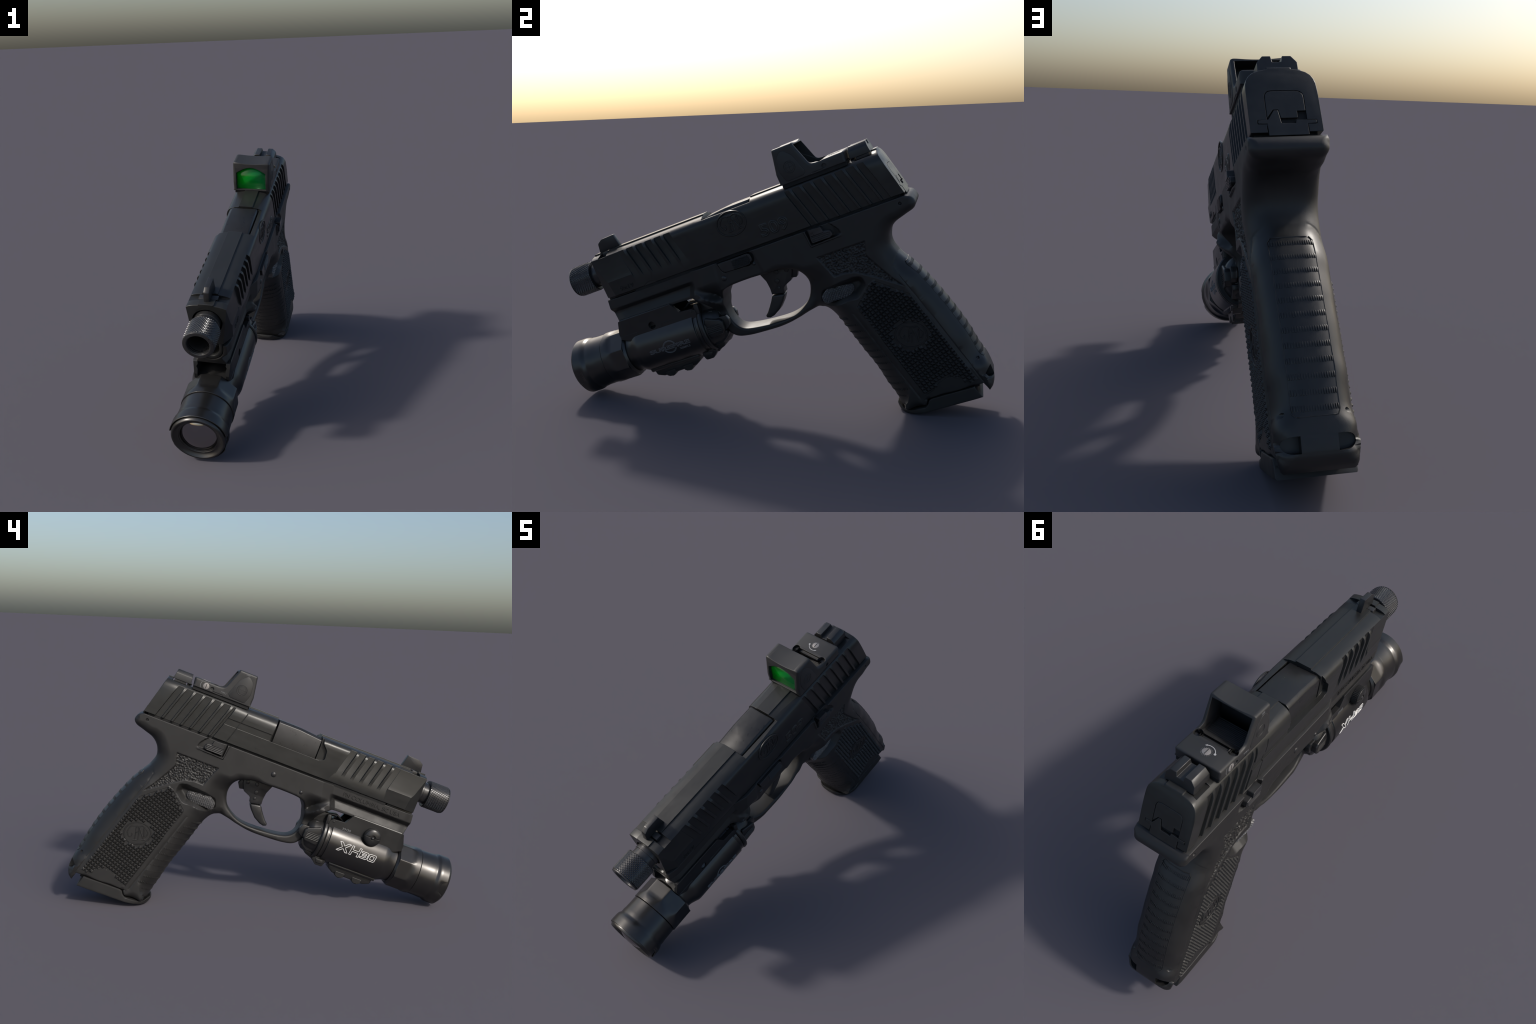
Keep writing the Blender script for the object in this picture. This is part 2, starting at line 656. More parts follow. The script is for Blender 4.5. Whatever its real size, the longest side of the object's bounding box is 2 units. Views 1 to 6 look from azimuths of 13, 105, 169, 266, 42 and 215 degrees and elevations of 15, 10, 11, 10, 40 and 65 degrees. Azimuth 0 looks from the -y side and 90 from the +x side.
# ================================================================== FRAME (receiver, grip, trigger guard)
FRAME_OUT = [
    (0.758, -0.010, 1), (-0.720, -0.010, 1),
    (-0.742, -0.021), (-0.753, -0.042), (-0.751, -0.060), (-0.733, -0.077), (-0.692, -0.090), (-0.646, -0.106), (-0.614, -0.130),
    (-0.596, -0.160), (-0.590, -0.198), (-0.604, -0.242), (-0.633, -0.290), (-0.664, -0.345), (-0.694, -0.412), (-0.724, -0.492), (-0.750, -0.572),
    (-0.771, -0.654), (-0.787, -0.735), (-0.802, -0.815), (-0.8075, -0.860), (-0.803, -0.889), (-0.789, -0.911), (-0.770, -0.926, 1), (-0.757, -0.883, 1),
    (-0.524, -0.883), (-0.508, -0.889), (-0.498, -0.905), (-0.484, -0.914), (-0.383, -0.914, 1),
    (-0.368, -0.85), (-0.328, -0.69), (-0.279, -0.537), (-0.254, -0.452), (-0.226, -0.394), (-0.194, -0.368), (-0.157, -0.362),
    (-0.084, -0.378), (-0.005, -0.391), (0.10, -0.3905), (0.180, -0.385), (0.228, -0.374), (0.257, -0.347), (0.270, -0.306),
    (0.274, -0.262), (0.284, -0.205), (0.306, -0.160), (0.345, -0.132, 1), (0.750, -0.124, 1), (0.756, -0.105), (0.764, -0.078), (0.762, -0.045),
]
HOLE = [(-0.182, -0.200), (-0.183, -0.252), (-0.165, -0.298), (-0.128, -0.333), (-0.070, -0.360), (0.012, -0.367), (0.140, -0.356),
        (0.196, -0.338), (0.224, -0.298), (0.230, -0.235), (0.210, -0.170), (0.168, -0.134), (0.058, -0.127), (-0.060, -0.132), (-0.115, -0.141), (-0.160, -0.163)]
fo = outline(FRAME_OUT, 0.007)
if ((fo[:, 0] * np.roll(fo[:, 1], -1) - np.roll(fo[:, 0], -1) * fo[:, 1]).sum()) < 0:
    fo = fo[::-1]
ho = outline(HOLE, 0.007)
if ((ho[:, 0] * np.roll(ho[:, 1], -1) - np.roll(ho[:, 0], -1) * ho[:, 1]).sum()) > 0:
    ho = ho[::-1]

RK = [(0.6, -0.01, .003), (0.2, -0.01, .003), (-0.2, -0.01, .003), (-0.6, -0.01, .003), (-0.72, -0.01, .008), (0.744, -0.012, .004), (0.45, -0.01, .003), (0, -0.01, .003), (-.4, -.01, .003),
      (-0.759, -0.05, .030), (-0.70, -0.09, .040), (-0.62, -0.125, .060), (-0.592, -0.20, .072), (-0.633, -0.29, .088), (-0.694, -0.412, .098), (-0.75, -0.572, .100), (-0.724, -0.49, .100),
      (-0.787, -0.735, .098), (-0.8075, -0.86, .075), (-0.803, -0.889, .045), (-0.790, -0.910, .018), (-0.772, -0.926, .012), (-0.757, -0.883, .004), (-0.64, -0.883, .004), (-0.52, -0.883, .004), (-0.40, -0.914, .006),
      (-0.386, -0.914, .112), (-0.372, -0.85, .110), (-0.333, -0.69, .112), (-0.284, -0.537, .112), (-0.25, -0.44, .112), (-0.225, -0.39, .09), (-0.19, -0.367, .05), (-0.15, -0.365, .016),
      (-0.08, -0.385, .012), (0.05, -0.40, .012), (0.2, -0.39, .012), (0.27, -0.31, .012), (0.285, -0.20, .012), (0.32, -0.15, .008),
      (0.36, -0.138, .003), (0.5, -0.138, .003), (0.7, -0.138, .003), (0.75, -0.078, .004)]
HK = [(-0.18, -0.23, .030), (-0.16, -0.165, .040), (-0.115, -0.144, .030), (0.0, -0.133, .012), (0.16, -0.138, .010), (0.226, -0.235, .010), (0.2, -0.34, .010),
      (0.012, -0.374, .010), (-0.07, -0.367, .010), (-0.128, -0.339, .014), (-0.165, -0.302, .02)]
rad_o = radius_along(fo, RK)
rad_o[np.abs(fo[:, 1] + 0.010) < 1e-4] = 0.003
rad_h = radius_along(ho, HK)

STIPPLE = fillet([(-0.500, -0.134, .003), (-0.276, -0.135, .003), (-0.318, -0.242, .004), (-0.362, -0.240, .03), (-0.412, -0.250, .05), (-0.492, -0.302, .05), (-0.588, -0.373, 0),
                  (-0.553, -0.322, .02), (-0.512, -0.250, .03), (-0.484, -0.196, .02)], 4)
MAGREC = fillet([(-0.437, -0.318, .03), (-0.430, -0.276, .03), (-0.396, -0.268, .02), (-0.300, -0.274, .04), (-0.232, -0.290, .03), (-0.216, -0.334, .02), (-0.240, -0.366, .02),
                 (-0.290, -0.366, .02), (-0.336, -0.358, .02), (-0.384, -0.362, .03)], 5)
MAGBTN = fillet([(-0.378, -0.297, .028), (-0.262, -0.285, .028), (-0.226, -0.310, .02), (-0.228, -0.349, .026), (-0.345, -0.347, .028), (-0.380, -0.322, .02)], 5)
CHECK = [(-0.478, -0.312), (-0.455, -0.316), (-0.364, -0.398), (-0.430, -0.622), (-0.505, -0.866), (-0.545, -0.852), (-0.575, -0.830), (-0.625, -0.812), (-0.672, -0.828), (-0.700, -0.866),
         (-0.738, -0.858), (-0.620, -0.485), (-0.596, -0.408)]
GRIPROT = math.radians(-17.4)
EMB_C, EMB_A, EMB_B = (-0.540, -0.586), 0.067, 0.056
LAT_A = np.array((0.01646, -0.00516))
LAT_B = np.array((-0.00516, -0.01646))
LAT_O = np.array((-0.66717, -0.65434))
STRAP_LINE = [(-0.640, -0.214), (-0.600, -0.240), (-0.571, -0.274), (-0.584, -0.330), (-0.612, -0.408), (-0.660, -0.552), (-0.712, -0.722), (-0.766, -0.893)]
FRONT_LINE = [(-0.340, -0.423), (-0.408, -0.644), (-0.481, -0.873)]
LEDGE = [(-0.428, -0.076), (-0.276, -0.081), (-0.268, -0.012)]
STOPREC = fillet([(-0.412, -0.048, .012), (-0.395, -0.026, .02), (-0.360, 0.01, 0), (-0.272, 0.01, 0), (-0.278, -0.076, .004), (-0.418, -0.071, .01)], 4)
TAKE = fillet([(0.163, -0.012, 0), (0.150, -0.062, .012), (0.022, -0.069, .02), (-0.008, -0.058, .02), (-0.010, -0.012, .02)], 4)


def emb_r(P, g=1.0):
    c, s = math.cos(GRIPROT), math.sin(GRIPROT)
    dx, dy = P[:, 0] - EMB_C[0], P[:, 1] - EMB_C[1]
    u, v = dx * c - dy * s, dx * s + dy * c
    # the oval stands across the grip axis
    c, s = math.cos(-GRIPROT), math.sin(-GRIPROT)
    u, v = dx * c + dy * s, -dx * s + dy * c
    return np.sqrt((u / (EMB_A * g)) ** 2 + (v / (EMB_B * g)) ** 2)


def lattice_uv(P):
    M = np.linalg.inv(np.c_[LAT_A, LAT_B])
    return (P - LAT_O) @ M.T


NOISE_DIRS = [(RNG.uniform(-1, 1), RNG.uniform(-1, 1), RNG.uniform(0, 6.28)) for _ in range(40)]


def stipple_noise(P):
    out = np.zeros(len(P))
    for i, (s, t) in enumerate(P):
        out[i] = mnoise.noise((s * 120, t * 120, 3.1)) + 0.5 * mnoise.noise((s * 230, t * 230, 9.7))
    return out


def frame_width(P, side):
    s, t = P[:, 0], P[:, 1]
    hw = np.full(len(P), 0.1165)
    # receiver ahead of the grip a little slimmer
    hw -= 0.0005 * smooth(-0.50, -0.15, s) * smooth(-0.36, -0.20, t)
    # palm swell and the flats of the grip
    hw -= 0.006 * smooth(-0.12, -0.24, t) * smooth(-0.34, -0.26, t) * smooth(-0.45, -0.60, s)
    # trigger guard strap
    f = smooth(-0.150, -0.245, t) * smooth(-0.315, -0.175, s)
    hw = hw * (1 - f) + (0.058 - 0.010 * smooth(0.14, 0.24, s)) * f
        # dust cover: slanted facet, text band, groove and rail
    x = s + 0.22 * (t + 0.01)
    f = np.clip((x - 0.246) / 0.064, 0, 1)
    band = 0.0910 + 0 * t
    groove = np.clip((-0.055 - t) / 0.020, 0, 1)
    band = band - 0.026 * groove * np.clip((s + 0.35 * (t + .06) - 0.304) / 0.034, 0, 1)
    band = band + 0.0145 * np.clip((-0.084 - t) / 0.034, 0, 1) * np.clip((s - 0.9 * (t + 0.09) - 0.300) / 0.034, 0, 1)
    lower = smooth(0.24, 0.30, s)
    hw = np.where(t > -0.142, hw * (1 - f) + band * f, hw)
    # post of the guard, behind the slanted start of the rail
    f2 = smooth(0.15, 0.26, s) * smooth(-0.085, -0.175, t) * (1 - np.clip((s - 0.9 * (t + 0.09) - 0.300) / 0.034, 0, 1))
    hw = hw * (1 - f2) + 0.050 * f2
    # heel tucks in
    hw -= 0.012 * smooth(-0.845, -0.925, t) * smooth(-0.72, -0.80, s)
    # tapered nose below the slide
    hw -= 0.010 * smooth(0.71, 0.76, s)
    # right side carries the take-down lever panel
    if side > 0:
        pan = smooth(-0.018, -0.006, s - 0.13 * (t + .01)) * (1 - smooth(0.174, 0.182, s - 0.13 * (-t - .01)))
        hw -= 0.004 * pan * (t > -0.20) * smooth(-0.135, -0.125, t)
        hw -= 0.012 * smooth(0.002, -0.003, sd(P, TAKE))
    # slide stop pocket and its fence
    if True:
        hw -= 0.013 * smooth(0.002, -0.004, sd(P, STOPREC)) * smooth(-0.43, -0.385, s)
        hw += 0.0065 * smooth(0.0062, 0.0030, polyline_dist(P, LEDGE)) * smooth(-0.43, -0.36, s + 0.0)
    # magazine release scoop
    q = sd(P, MAGREC)
    hw -= 0.034 * smooth(0.004, -0.030, q) + 0.004 * smooth(0.003, -0.003, q)
    # stippled thumb panel
    q = sd(P, STIPPLE)
    near = q < 0.01
    if near.any():
        nz = np.zeros(len(P))
        nz[near] = stipple_noise(P[near])
        hw -= smooth(0.003, -0.006, q) * (0.0055 - 0.0055 * nz)
    # checkering pyramids
    q = sd(P, CHECK)
    er = emb_r(P)
    uv = lattice_uv(P)
    node = LAT_O + np.round(uv) @ np.c_[LAT_A, LAT_B].T
    f = np.clip((np.abs(uv - np.round(uv)).max(1) * 2 - 0.26) / 0.74, 0, 1)
    cell = (sd(node, CHECK) < -0.004) & (emb_r(node) > 1.17)
    hw = np.where((q < 0.0) & (er > 1.02), hw - 0.0025, hw)
    hw = np.where(cell, hw + 0.0085 * (1 - f), hw)
    hw = np.where(er <= 1.02, hw - 0.0020, hw)
    # seam of the backstrap and edge of the front strap
    hw -= 0.0022 * smooth(0.0042, 0.0008, polyline_dist(P, STRAP_LINE))
    hw -= 0.0025 * smooth(0.006, 0.001, polyline_dist(P, FRONT_LINE))
    # small pin holes
    for c in ((-0.693, -0.034), (-0.768, -0.776)):
        hw -= 0.008 * smooth(0.0075, 0.0045, np.hypot(s - c[0], t - c[1]))
    return hw


def fine_grid(region, step, grow=0.008):
    L = np.array([p[:2] for p in region])
    lo, hi = L.min(0) - grow, L.max(0) + grow
    gx, gy = np.meshgrid(np.arange(lo[0], hi[0], step), np.arange(lo[1], hi[1], step * 0.87))
    gx[1::2] += step / 2
    G = np.c_[gx.ravel(), gy.ravel()]
    return G[sd(G, region) < grow]


def grown(region, g):
    L = np.array([p[:2] for p in region], float)
    c = L.mean(0)
    return [tuple(c + (p - c) * (1 + g / np.linalg.norm(p - c))) for p in L]


LATPTS = ((.13, .13), (.13, -.13), (-.13, .13), (-.13, -.13), (.5, .5), (.5, 0), (0, .5))
uu, vv = np.meshgrid(np.arange(-40, 41), np.arange(-40, 41))
cells = [LAT_O + np.c_[uu.ravel() + du, vv.ravel() + dv] @ np.c_[LAT_A, LAT_B].T for du, dv in LATPTS]
LATT = np.vstack(cells)
LATT = LATT[(sd(LATT, CHECK) < 0.001) & (emb_r(LATT) > 1.05)]
EMBRING = [(EMB_C[0] + 0.073 * math.cos(a), EMB_C[1] + 0.073 * math.sin(a)) for a in np.linspace(0, 6.283, 40, endpoint=False)]
EMBG = fine_grid(EMBRING, 0.0045, 0.0)
EMBG = EMBG[emb_r(EMBG) < 1.09]
strip = []
for L, in ((STRAP_LINE,), (FRONT_LINE,)):
    c = np.array(catmull(L, 0.006))
    tn = np.gradient(c, axis=0)
    tn /= np.linalg.norm(tn, axis=1)[:, None]
    nn = np.c_[-tn[:, 1], tn[:, 0]]
    strip += [c + nn * o for o in (-0.0045, -0.0015, 0.0015, 0.0045)]
rim = []
for L in (LEDGE,):
    c = np.array(catmull(L[:2], 0.004) + catmull(L[1:], 0.004))
    tn = np.gradient(c, axis=0)
    tn /= np.linalg.norm(tn, axis=1)[:, None] + 1e-9
    nn = np.c_[-tn[:, 1], tn[:, 0]]
    rim += [c + nn * o for o in (-0.0065, -0.003, 0.003, 0.0065)]
pins = [np.array([(c[0] + r * math.cos(a), c[1] + r * math.sin(a)) for a in np.linspace(0, 6.283, 12, endpoint=False) for r in (.0042, .0078)]) for c in ((-0.693, -0.034), (-0.768, -0.776))]
FACET = [(0.215, -0.016), (0.372, -0.016), (0.372, -0.132), (0.215, -0.132)]
border = [np.array([(x, y) for x in np.arange(0.374, 0.752, 0.006) for y in (-0.0545, -0.0555, -0.0745, -0.0755, -0.0838, -0.0846, -0.1176, -0.1184)])]
cl = []
for (a_, b_) in zip(CHECK, CHECK[1:] + CHECK[:1]):
    a_, b_ = np.array(a_), np.array(b_)
    m_ = max(2, int(np.linalg.norm(b_ - a_) / 0.004))
    nn_ = np.array((-(b_ - a_)[1], (b_ - a_)[0])) / np.linalg.norm(b_ - a_)
    for k in range(m_):
        cl += [a_ + (b_ - a_) * (k + .5) / m_ + nn_ * o for o in (0.0008, 0.0032, -0.0008, -0.0032)]
border.append(np.array(cl))
for g_ in (0.99, 1.05):
    c_, s_ = math.cos(-GRIPROT), math.sin(-GRIPROT)
    border.append(np.array([(EMB_C[0] + EMB_A * g_ * math.cos(q) * c_ - EMB_B * g_ * math.sin(q) * s_, EMB_C[1] + EMB_A * g_ * math.cos(q) * s_ + EMB_B * g_ * math.sin(q) * c_) for q in np.linspace(0, 6.283, 90, endpoint=False)]))
extra = [
    (grown(STIPPLE, 0.004), fine_grid(STIPPLE, 0.0026, 0.007)),
    (grown(MAGREC, 0.004), fine_grid(MAGREC, 0.0036, 0.008)),
    (CHECK, np.vstack([LATT, EMBG])),
    (grown(STOPREC, 0.004), fine_grid(STOPREC, 0.0034, 0.008)),
    (grown(TAKE, 0.004), fine_grid(TAKE, 0.0034, 0.006)),
    (FACET, fine_grid(FACET, 0.0030, 0.0)),
    ([(0, 0), (0, 0.0001), (0.0001, 0)], np.vstack(strip + rim + pins + border)),
]
fv, ff = body([fo, ho], [rad_o, rad_h], frame_width, extra, step=0.0065)

whole = bpy.data.meshes.new("frame_whole")
whole.from_pydata([tuple(v) for v in fv], [], ff)
whole.validate()
tmp = link(bpy.data.objects.new("helper_frame", whole))


# two half-round lanyard cut-outs at the heel
def heel_cut(bm):
    for sg in (1, -1):
        pts = [(0.050, -0.874), (0.050, -0.829)] + [(0.068 + 0.034 * math.sin(a), -0.8515 + 0.0225 * math.cos(a)) for a in np.linspace(0, math.pi, 12)]
        cross_prism(bm, [(sg * w, t) for w, t in pts], -0.90, -0.772)
    u = [(0.0635 * math.cos(a), -0.034 + 0.0635 * math.sin(a)) for a in np.linspace(-math.pi, 0, 24)]
    cross_prism(bm, [(-0.0635, 0.03)] + u + [(0.0635, 0.03)], 0.60, 0.85)


boolean(tmp, temp(heel_cut), self_int=False)
finish(tmp.data, POLYMER, 38)
STRAPL = np.array(STRAP_LINE)


def frame_region(c):
    s, t = c[0], c[2]
    if t < -0.205:
        edge = np.interp(-t, -STRAPL[2:, 1], STRAPL[2:, 0])
        if t > -0.274:
            edge = np.interp(-t, [0.205, 0.214, 0.240, 0.274], [-0.65, -0.640, -0.600, -0.571])
        if s < edge:
            return "backstrap"
    if t < -0.262 - 0.25 * (s + 0.40) and s < -0.205:
        return "grip"
    if s > -0.205 and t < -0.20 - 0.12 * (s > 0.2):
        return "trigger_guard"
    return "frame"


fr = split_mesh(tmp.data.copy(), frame_region, {"frame": POLYMER, "grip": POLYMER, "backstrap": STRAP, "trigger_guard": POLYMER},
                lambda nm, obs: root if nm == "frame" else root)
bpy.data.objects.remove(tmp)
FRAME, GRIP = fr["frame"], fr["grip"]

# core that closes the gap between slide and frame
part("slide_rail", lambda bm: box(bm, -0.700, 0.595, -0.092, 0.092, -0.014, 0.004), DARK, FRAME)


# ---------------------------------------------------------------- ribbed rows of front strap and backstrap
def strap_point(E, tr, a, hw, inward):
    """point, tangent and normal on a rounded strap at height tr and arc distance a from the middle"""
    sg = 1 if a >= 0 else -1
    r = float(np.interp(-tr, -E[:, 1], E[:, 2]))
    f = hw - r
    b = abs(a)
    tt = tr
    for _ in range(2):
        s0 = np.interp(-tt, -E[:, 1], E[:, 0])
        ds = np.interp(-tt - 0.01, -E[:, 1], E[:, 0]) - np.interp(-tt + 0.01, -E[:, 1], E[:, 0])
        tan = Vector((-ds, 0, -0.02)).normalized()
        n = Vector((-tan.z, 0, tan.x)) * inward
        if b <= f:
            d, w, nn = 0.0, b, -n
        elif b <= f + r * math.pi / 2:
            q = (b - f) / r
            d, w = r * (1 - math.cos(q)), f + r * math.sin(q)
            nn = -n * math.cos(q) + Vector((0, sg * math.sin(q), 0))
        else:
            d, w, nn = r + (b - f - r * math.pi / 2), hw, Vector((0, sg, 0))
        tt = tr - n.z * d
    return Vector((s0, 0, tt)) + n * d + Vector((0, sg * w, 0)), tan, nn


def strap_rows(name, E, rows, hw, half_arc, pitch, length, height, wid, inward, parent, mat, frame=None):
    """rows of small teeth wrapped round a strap; E: the strap's edge (s, t, radius) from top to bottom"""
    bm = bmesh.new()
    for tr in rows:
        k = int(half_arc(tr) / pitch)
        for i in range(-k, k + 1):
            p, tan, nn = strap_point(E, tr, i * pitch, hw, inward)
            p = p - nn * (0.45 * height)
            x = tan.cross(nn).normalized()
            ring = []
            for v, h in ((-0.5, -0.5), (-0.42, 0.5), (-0.2, 0.85), (0.2, 1), (0.42, 0.5), (0.5, -0.5)):
                c = p + tan * v * length + nn * h * height
                ring.append((c, 0.5 if h < 0 else (0.36 if abs(v) < .3 else .3)))
            rows_v = []
            for c, ww in ring:
                rows_v.append((bm.verts.new(c - x * wid * ww), bm.verts.new(c + x * wid * ww)))
            for (a0, a1), (b0, b1) in zip(rows_v, rows_v[1:]):
                bm.faces.new((a0, a1, b1, b0))
            bm.faces.new([v[0] for v in rows_v])
            bm.faces.new([v[1] for v in rows_v][::-1])
    ob = bm_obj(name, bm, mat, parent, 40)
    ob["kind"] = "stuff"
    if frame:
        # raised border of the ribbed panel
        half, t0, t1 = frame
        bm = bmesh.new()
        path = [(half, t) for t in np.linspace(t0 - 0.012, t1 + 0.012, 40)] + [(a, t1) for a in np.linspace(half - 0.010, -half + 0.010, 16)]
        path += [(-half, t) for t in np.linspace(t1 + 0.012, t0 - 0.012, 40)] + [(a, t0) for a in np.linspace(-half + 0.010, half - 0.010, 16)]
        pts = []
        for a, t in path:
            p, tan, nn = strap_point(E, t, a, hw, inward)
            pts.append(p - nn * 0.0010)
        tube(bm, pts, 0.0020, 6, True)
        bm_obj("backstrap_border", bm, mat, parent, 60)
    return ob


def edge_of(sel):
    k = sel(fo)
    P = np.c_[fo[k], rad_o[k]]
    return P[np.argsort(-P[:, 1])]


FRONT_EDGE = edge_of(lambda P: (P[:, 1] < -0.385) & (P[:, 0] < -0.2) & (P[:, 0] > -0.388) & (P[:, 1] > -0.913))
BACK_EDGE = edge_of(lambda P: (P[:, 1] < -0.18) & (P[:, 0] < -0.585 - 0.22 * np.clip((-0.30 - P[:, 1]) / 0.6, 0, 1)) & (P[:, 1] > -0.86))
strap_rows("front_strap_rib", FRONT_EDGE, [-0.440 - 0.0341 * k for k in range(13)], 0.1165, lambda t: 0.0045 + 0.112 * math.pi / 2 - 0.022 - 0.04 * max(0, (t + 0.50) / 0.06), 0.0086, 0.0130, 0.0028, 0.0052, -1, GRIP, POLYMER)
strap_rows("backstrap_rib", BACK_EDGE, [-0.302 - 0.0418 * k for k in range(12)], 0.1165, lambda t: 0.064, 0.0071, 0.0190, 0.0030, 0.0046, 1, fr["backstrap"], STRAP, (0.0685, -0.283, -0.782))


# emblem on both sides of the grip
for sg in (1, -1):
    emblem("grip_emblem", EMB_C, EMB_A, EMB_B, math.radians(17.4), sg, 0.1148, POLYMER, GRIP, 0.0028)

# ---------------------------------------------------------------- pins
for sg, lst in ((-1, [(-0.006, -0.066, .0150), (0.158, -0.102, .0105)]), (1, [(0.157, -0.088, .0135), (0.000, -0.069, .0095)])):
    for s, t, r in lst:
        w0 = 0.114 if sg < 0 else 0.110
        prof = [(0.0, w0 + 0.0075), (0.45 * r, w0 + 0.0068), (0.8 * r, w0 + 0.0045), (r, w0 + 0.001), (r, w0 - 0.01)]
        bm = bmesh.new()
        rings = [[bm.verts.new((s + q * math.cos(a), sg * w, t + q * math.sin(a))) for a in np.linspace(0, 6.2831853, 20, endpoint=False)] for q, w in prof[1:]]
        top = bm.verts.new((s, sg * prof[0][1], t))
        for i in range(20):
            j = (i + 1) % 20
            bm.faces.new((top, rings[0][i], rings[0][j]))
            for a, b in zip(rings, rings[1:]):
                bm.faces.new((a[i], b[i], b[j], a[j]))
        bm_obj("frame_pin", bm, PARTS, FRAME, 60)

# ---------------------------------------------------------------- controls
KN = 0.0068


def knurl_lat(region, ang, pitch):
    c, s = math.cos(ang), math.sin(ang)
    a, b = np.array((c, s)) * pitch, np.array((-s, c)) * pitch
    o = np.array([p[:2] for p in region]).mean(0)
    u, v = np.meshgrid(np.arange(-40, 41), np.arange(-40, 41))
    pts = np.vstack([o + np.c_[u.ravel() + du, v.ravel() + dv] @ np.c_[a, b].T for du, dv in LATPTS])
    return pts[sd(pts, region) < -0.002], o, np.c_[a, b]


def knurled_button(name, region, w_in, w_out, sg, ang, pitch, depth, mat, parent):
    pts, o, M = knurl_lat(region, ang, pitch)
    L = np.array([p[:2] for p in region], float)
    P = np.vstack([L, pts])
    n = len(L)
    vo, eo, fo_, ov, oe, of = delaunay_2d_cdt([Vector(p) for p in P], [(i, (i + 1) % n) for i in range(n)], [], 0, 1e-6)
    V = np.array([(v[0], v[1]) for v in vo])
    F = np.array([f for f in fo_ if len(f) == 3])
    F = F[inside(V[F].mean(1), L)]
    uv = (V - o) @ np.linalg.inv(M).T
    f = np.clip((np.abs(uv - np.round(uv)).max(1) * 2 - 0.26) / 0.74, 0, 1)
    q = sd(V, region)
    dome = 0.006 * smooth(0, 0.02, -q)
    w = w_out + dome + depth * (1 - f) * (q < -0.002)
    bm = bmesh.new()
    vs = [bm.verts.new((p[0], sg * h, p[1])) for p, h in zip(V, w)]
    for t in F:
        bm.faces.new([vs[i] for i in t])
    inv = {k: i for i, o_ in enumerate(ov) for k in o_}
    low = [bm.verts.new((p[0], sg * w_in, p[1])) for p in L]
    for i in range(n):
        j = (i + 1) % n
        a, b = inv[i], inv[j]
        bm.faces.new((vs[a], vs[b], low[j], low[i]))
    return bm_obj(name, bm, mat, parent, 25)


for sg in (1, -1):
    knurled_button("magazine_release", MAGBTN, 0.06, 0.0895, sg, math.radians(40), 0.0095, 0.0045, BUTTON, root)


# slide stop levers
def slide_stop(sg):
    def b(bm):
        side_prism(bm, fillet([(-0.384, -0.060, .008), (-0.378, -0.040, .01), (-0.352, -0.034, .004), (-0.286, -0.030, .003), (-0.285, -0.067, .003), (-0.366, -0.070, .01)], 3), sg * 0.09, sg * 0.128)
        side_prism(bm, fillet([(-0.350, -0.038, .003), (-0.346, -0.012, .006), (-0.290, -0.010, .006), (-0.288, -0.038, .003)], 3), sg * 0.08, sg * 0.1335)
        for k in range(4):
            t = -0.0405 - 0.0078 * k
            box(bm, -0.376 + 0.002 * k, -0.290, sg * 0.12, sg * 0.1315, t - 0.0045, t)
    return b


for sg in (1, -1):
    part("slide_stop", slide_stop(sg), STEEL, root, 0.0016, 1)


def takedown(bm):
    side_prism(bm, fillet([(0.158, -0.017, .003), (0.148, -0.055, .012), (0.132, -0.063, .006), (0.024, -0.066, .018), (-0.003, -0.050, .014), (-0.001, -0.022, .014), (0.012, -0.015, .012)], 4), 0.085, 0.122)
    for k in range(10):
        t = -0.0215 - 0.0043 * k
        box(bm, 0.004 + 0.014 * abs(k - 4.5) / 9, 0.093, 0.118, 0.1250, t - 0.0024, t)


part("takedown_lever", takedown, PARTS, root, 0.0012, 1)


# trigger: flat shoe with hinged lower blade
def trig_up(bm):
    side_prism(bm, fillet([(-0.128, -0.120, 0), (-0.127, -0.168, .01), (-0.106, -0.208, .006), (-0.072, -0.222, .004), (-0.060, -0.232, .004), (-0.056, -0.2545, .003), (0.004, -0.2425, .003), (0.002, -0.215, .03),
                           (0.006, -0.178, .03), (0.030, -0.120, 0)], 4), -0.030, 0.030)


def trig_low(bm):
    pts = [(-0.055, -0.258), (-0.036, -0.287), (-0.006, -0.318), (0.030, -0.338), (0.052, -0.343), (0.066, -0.338), (0.072, -0.329), (0.055, -0.315), (0.036, -0.292), (0.018, -0.268), (0.005, -0.246)]
    side_prism(bm, pts, -0.034, 0.034)


TR = part("trigger", trig_up, PARTS, root, 0.005, 2)
part("trigger_blade", trig_low, PARTS, TR, 0.010, 3, bang=40)
part("trigger_bar", lambda bm: side_prism(bm, [(-0.148, -0.178), (-0.132, -0.205), (-0.108, -0.200), (-0.112, -0.130), (-0.135, -0.140)], -0.018, 0.018), PARTS, TR, 0.002)
for sg in (1, -1):
    for s, t, r in ((-0.104, -0.156, .011), (-0.055, -0.152, .010), (-0.044, -0.192, .011), (-0.040, -0.224, .0075)):
        part("trigger_pin", lambda bm: disc_w(bm, s, t, r, sg * 0.026, sg * 0.034, 18), PARTS, TR, 0.002)


# magazine base plate
def mag_outline():
    return [(-0.716, -0.8865, 1), (-0.526, -0.8865, 1), (-0.510, -0.893), (-0.500, -0.908), (-0.484, -0.9185, 1), (-0.402, -0.916), (-0.380, -0.903), (-0.366, -0.886, 1), (-0.358, -0.896), (-0.362, -0.912), (-0.385, -0.929),
            (-0.430, -0.938), (-0.485, -0.9435, 1), (-0.735, -0.9435, 1)]


mo = outline(mag_outline(), 0.006)
if ((mo[:, 0] * np.roll(mo[:, 1], -1) - np.roll(mo[:, 0], -1) * mo[:, 1]).sum()) < 0:
    mo = mo[::-1]
mr = np.full(len(mo), 0.004)


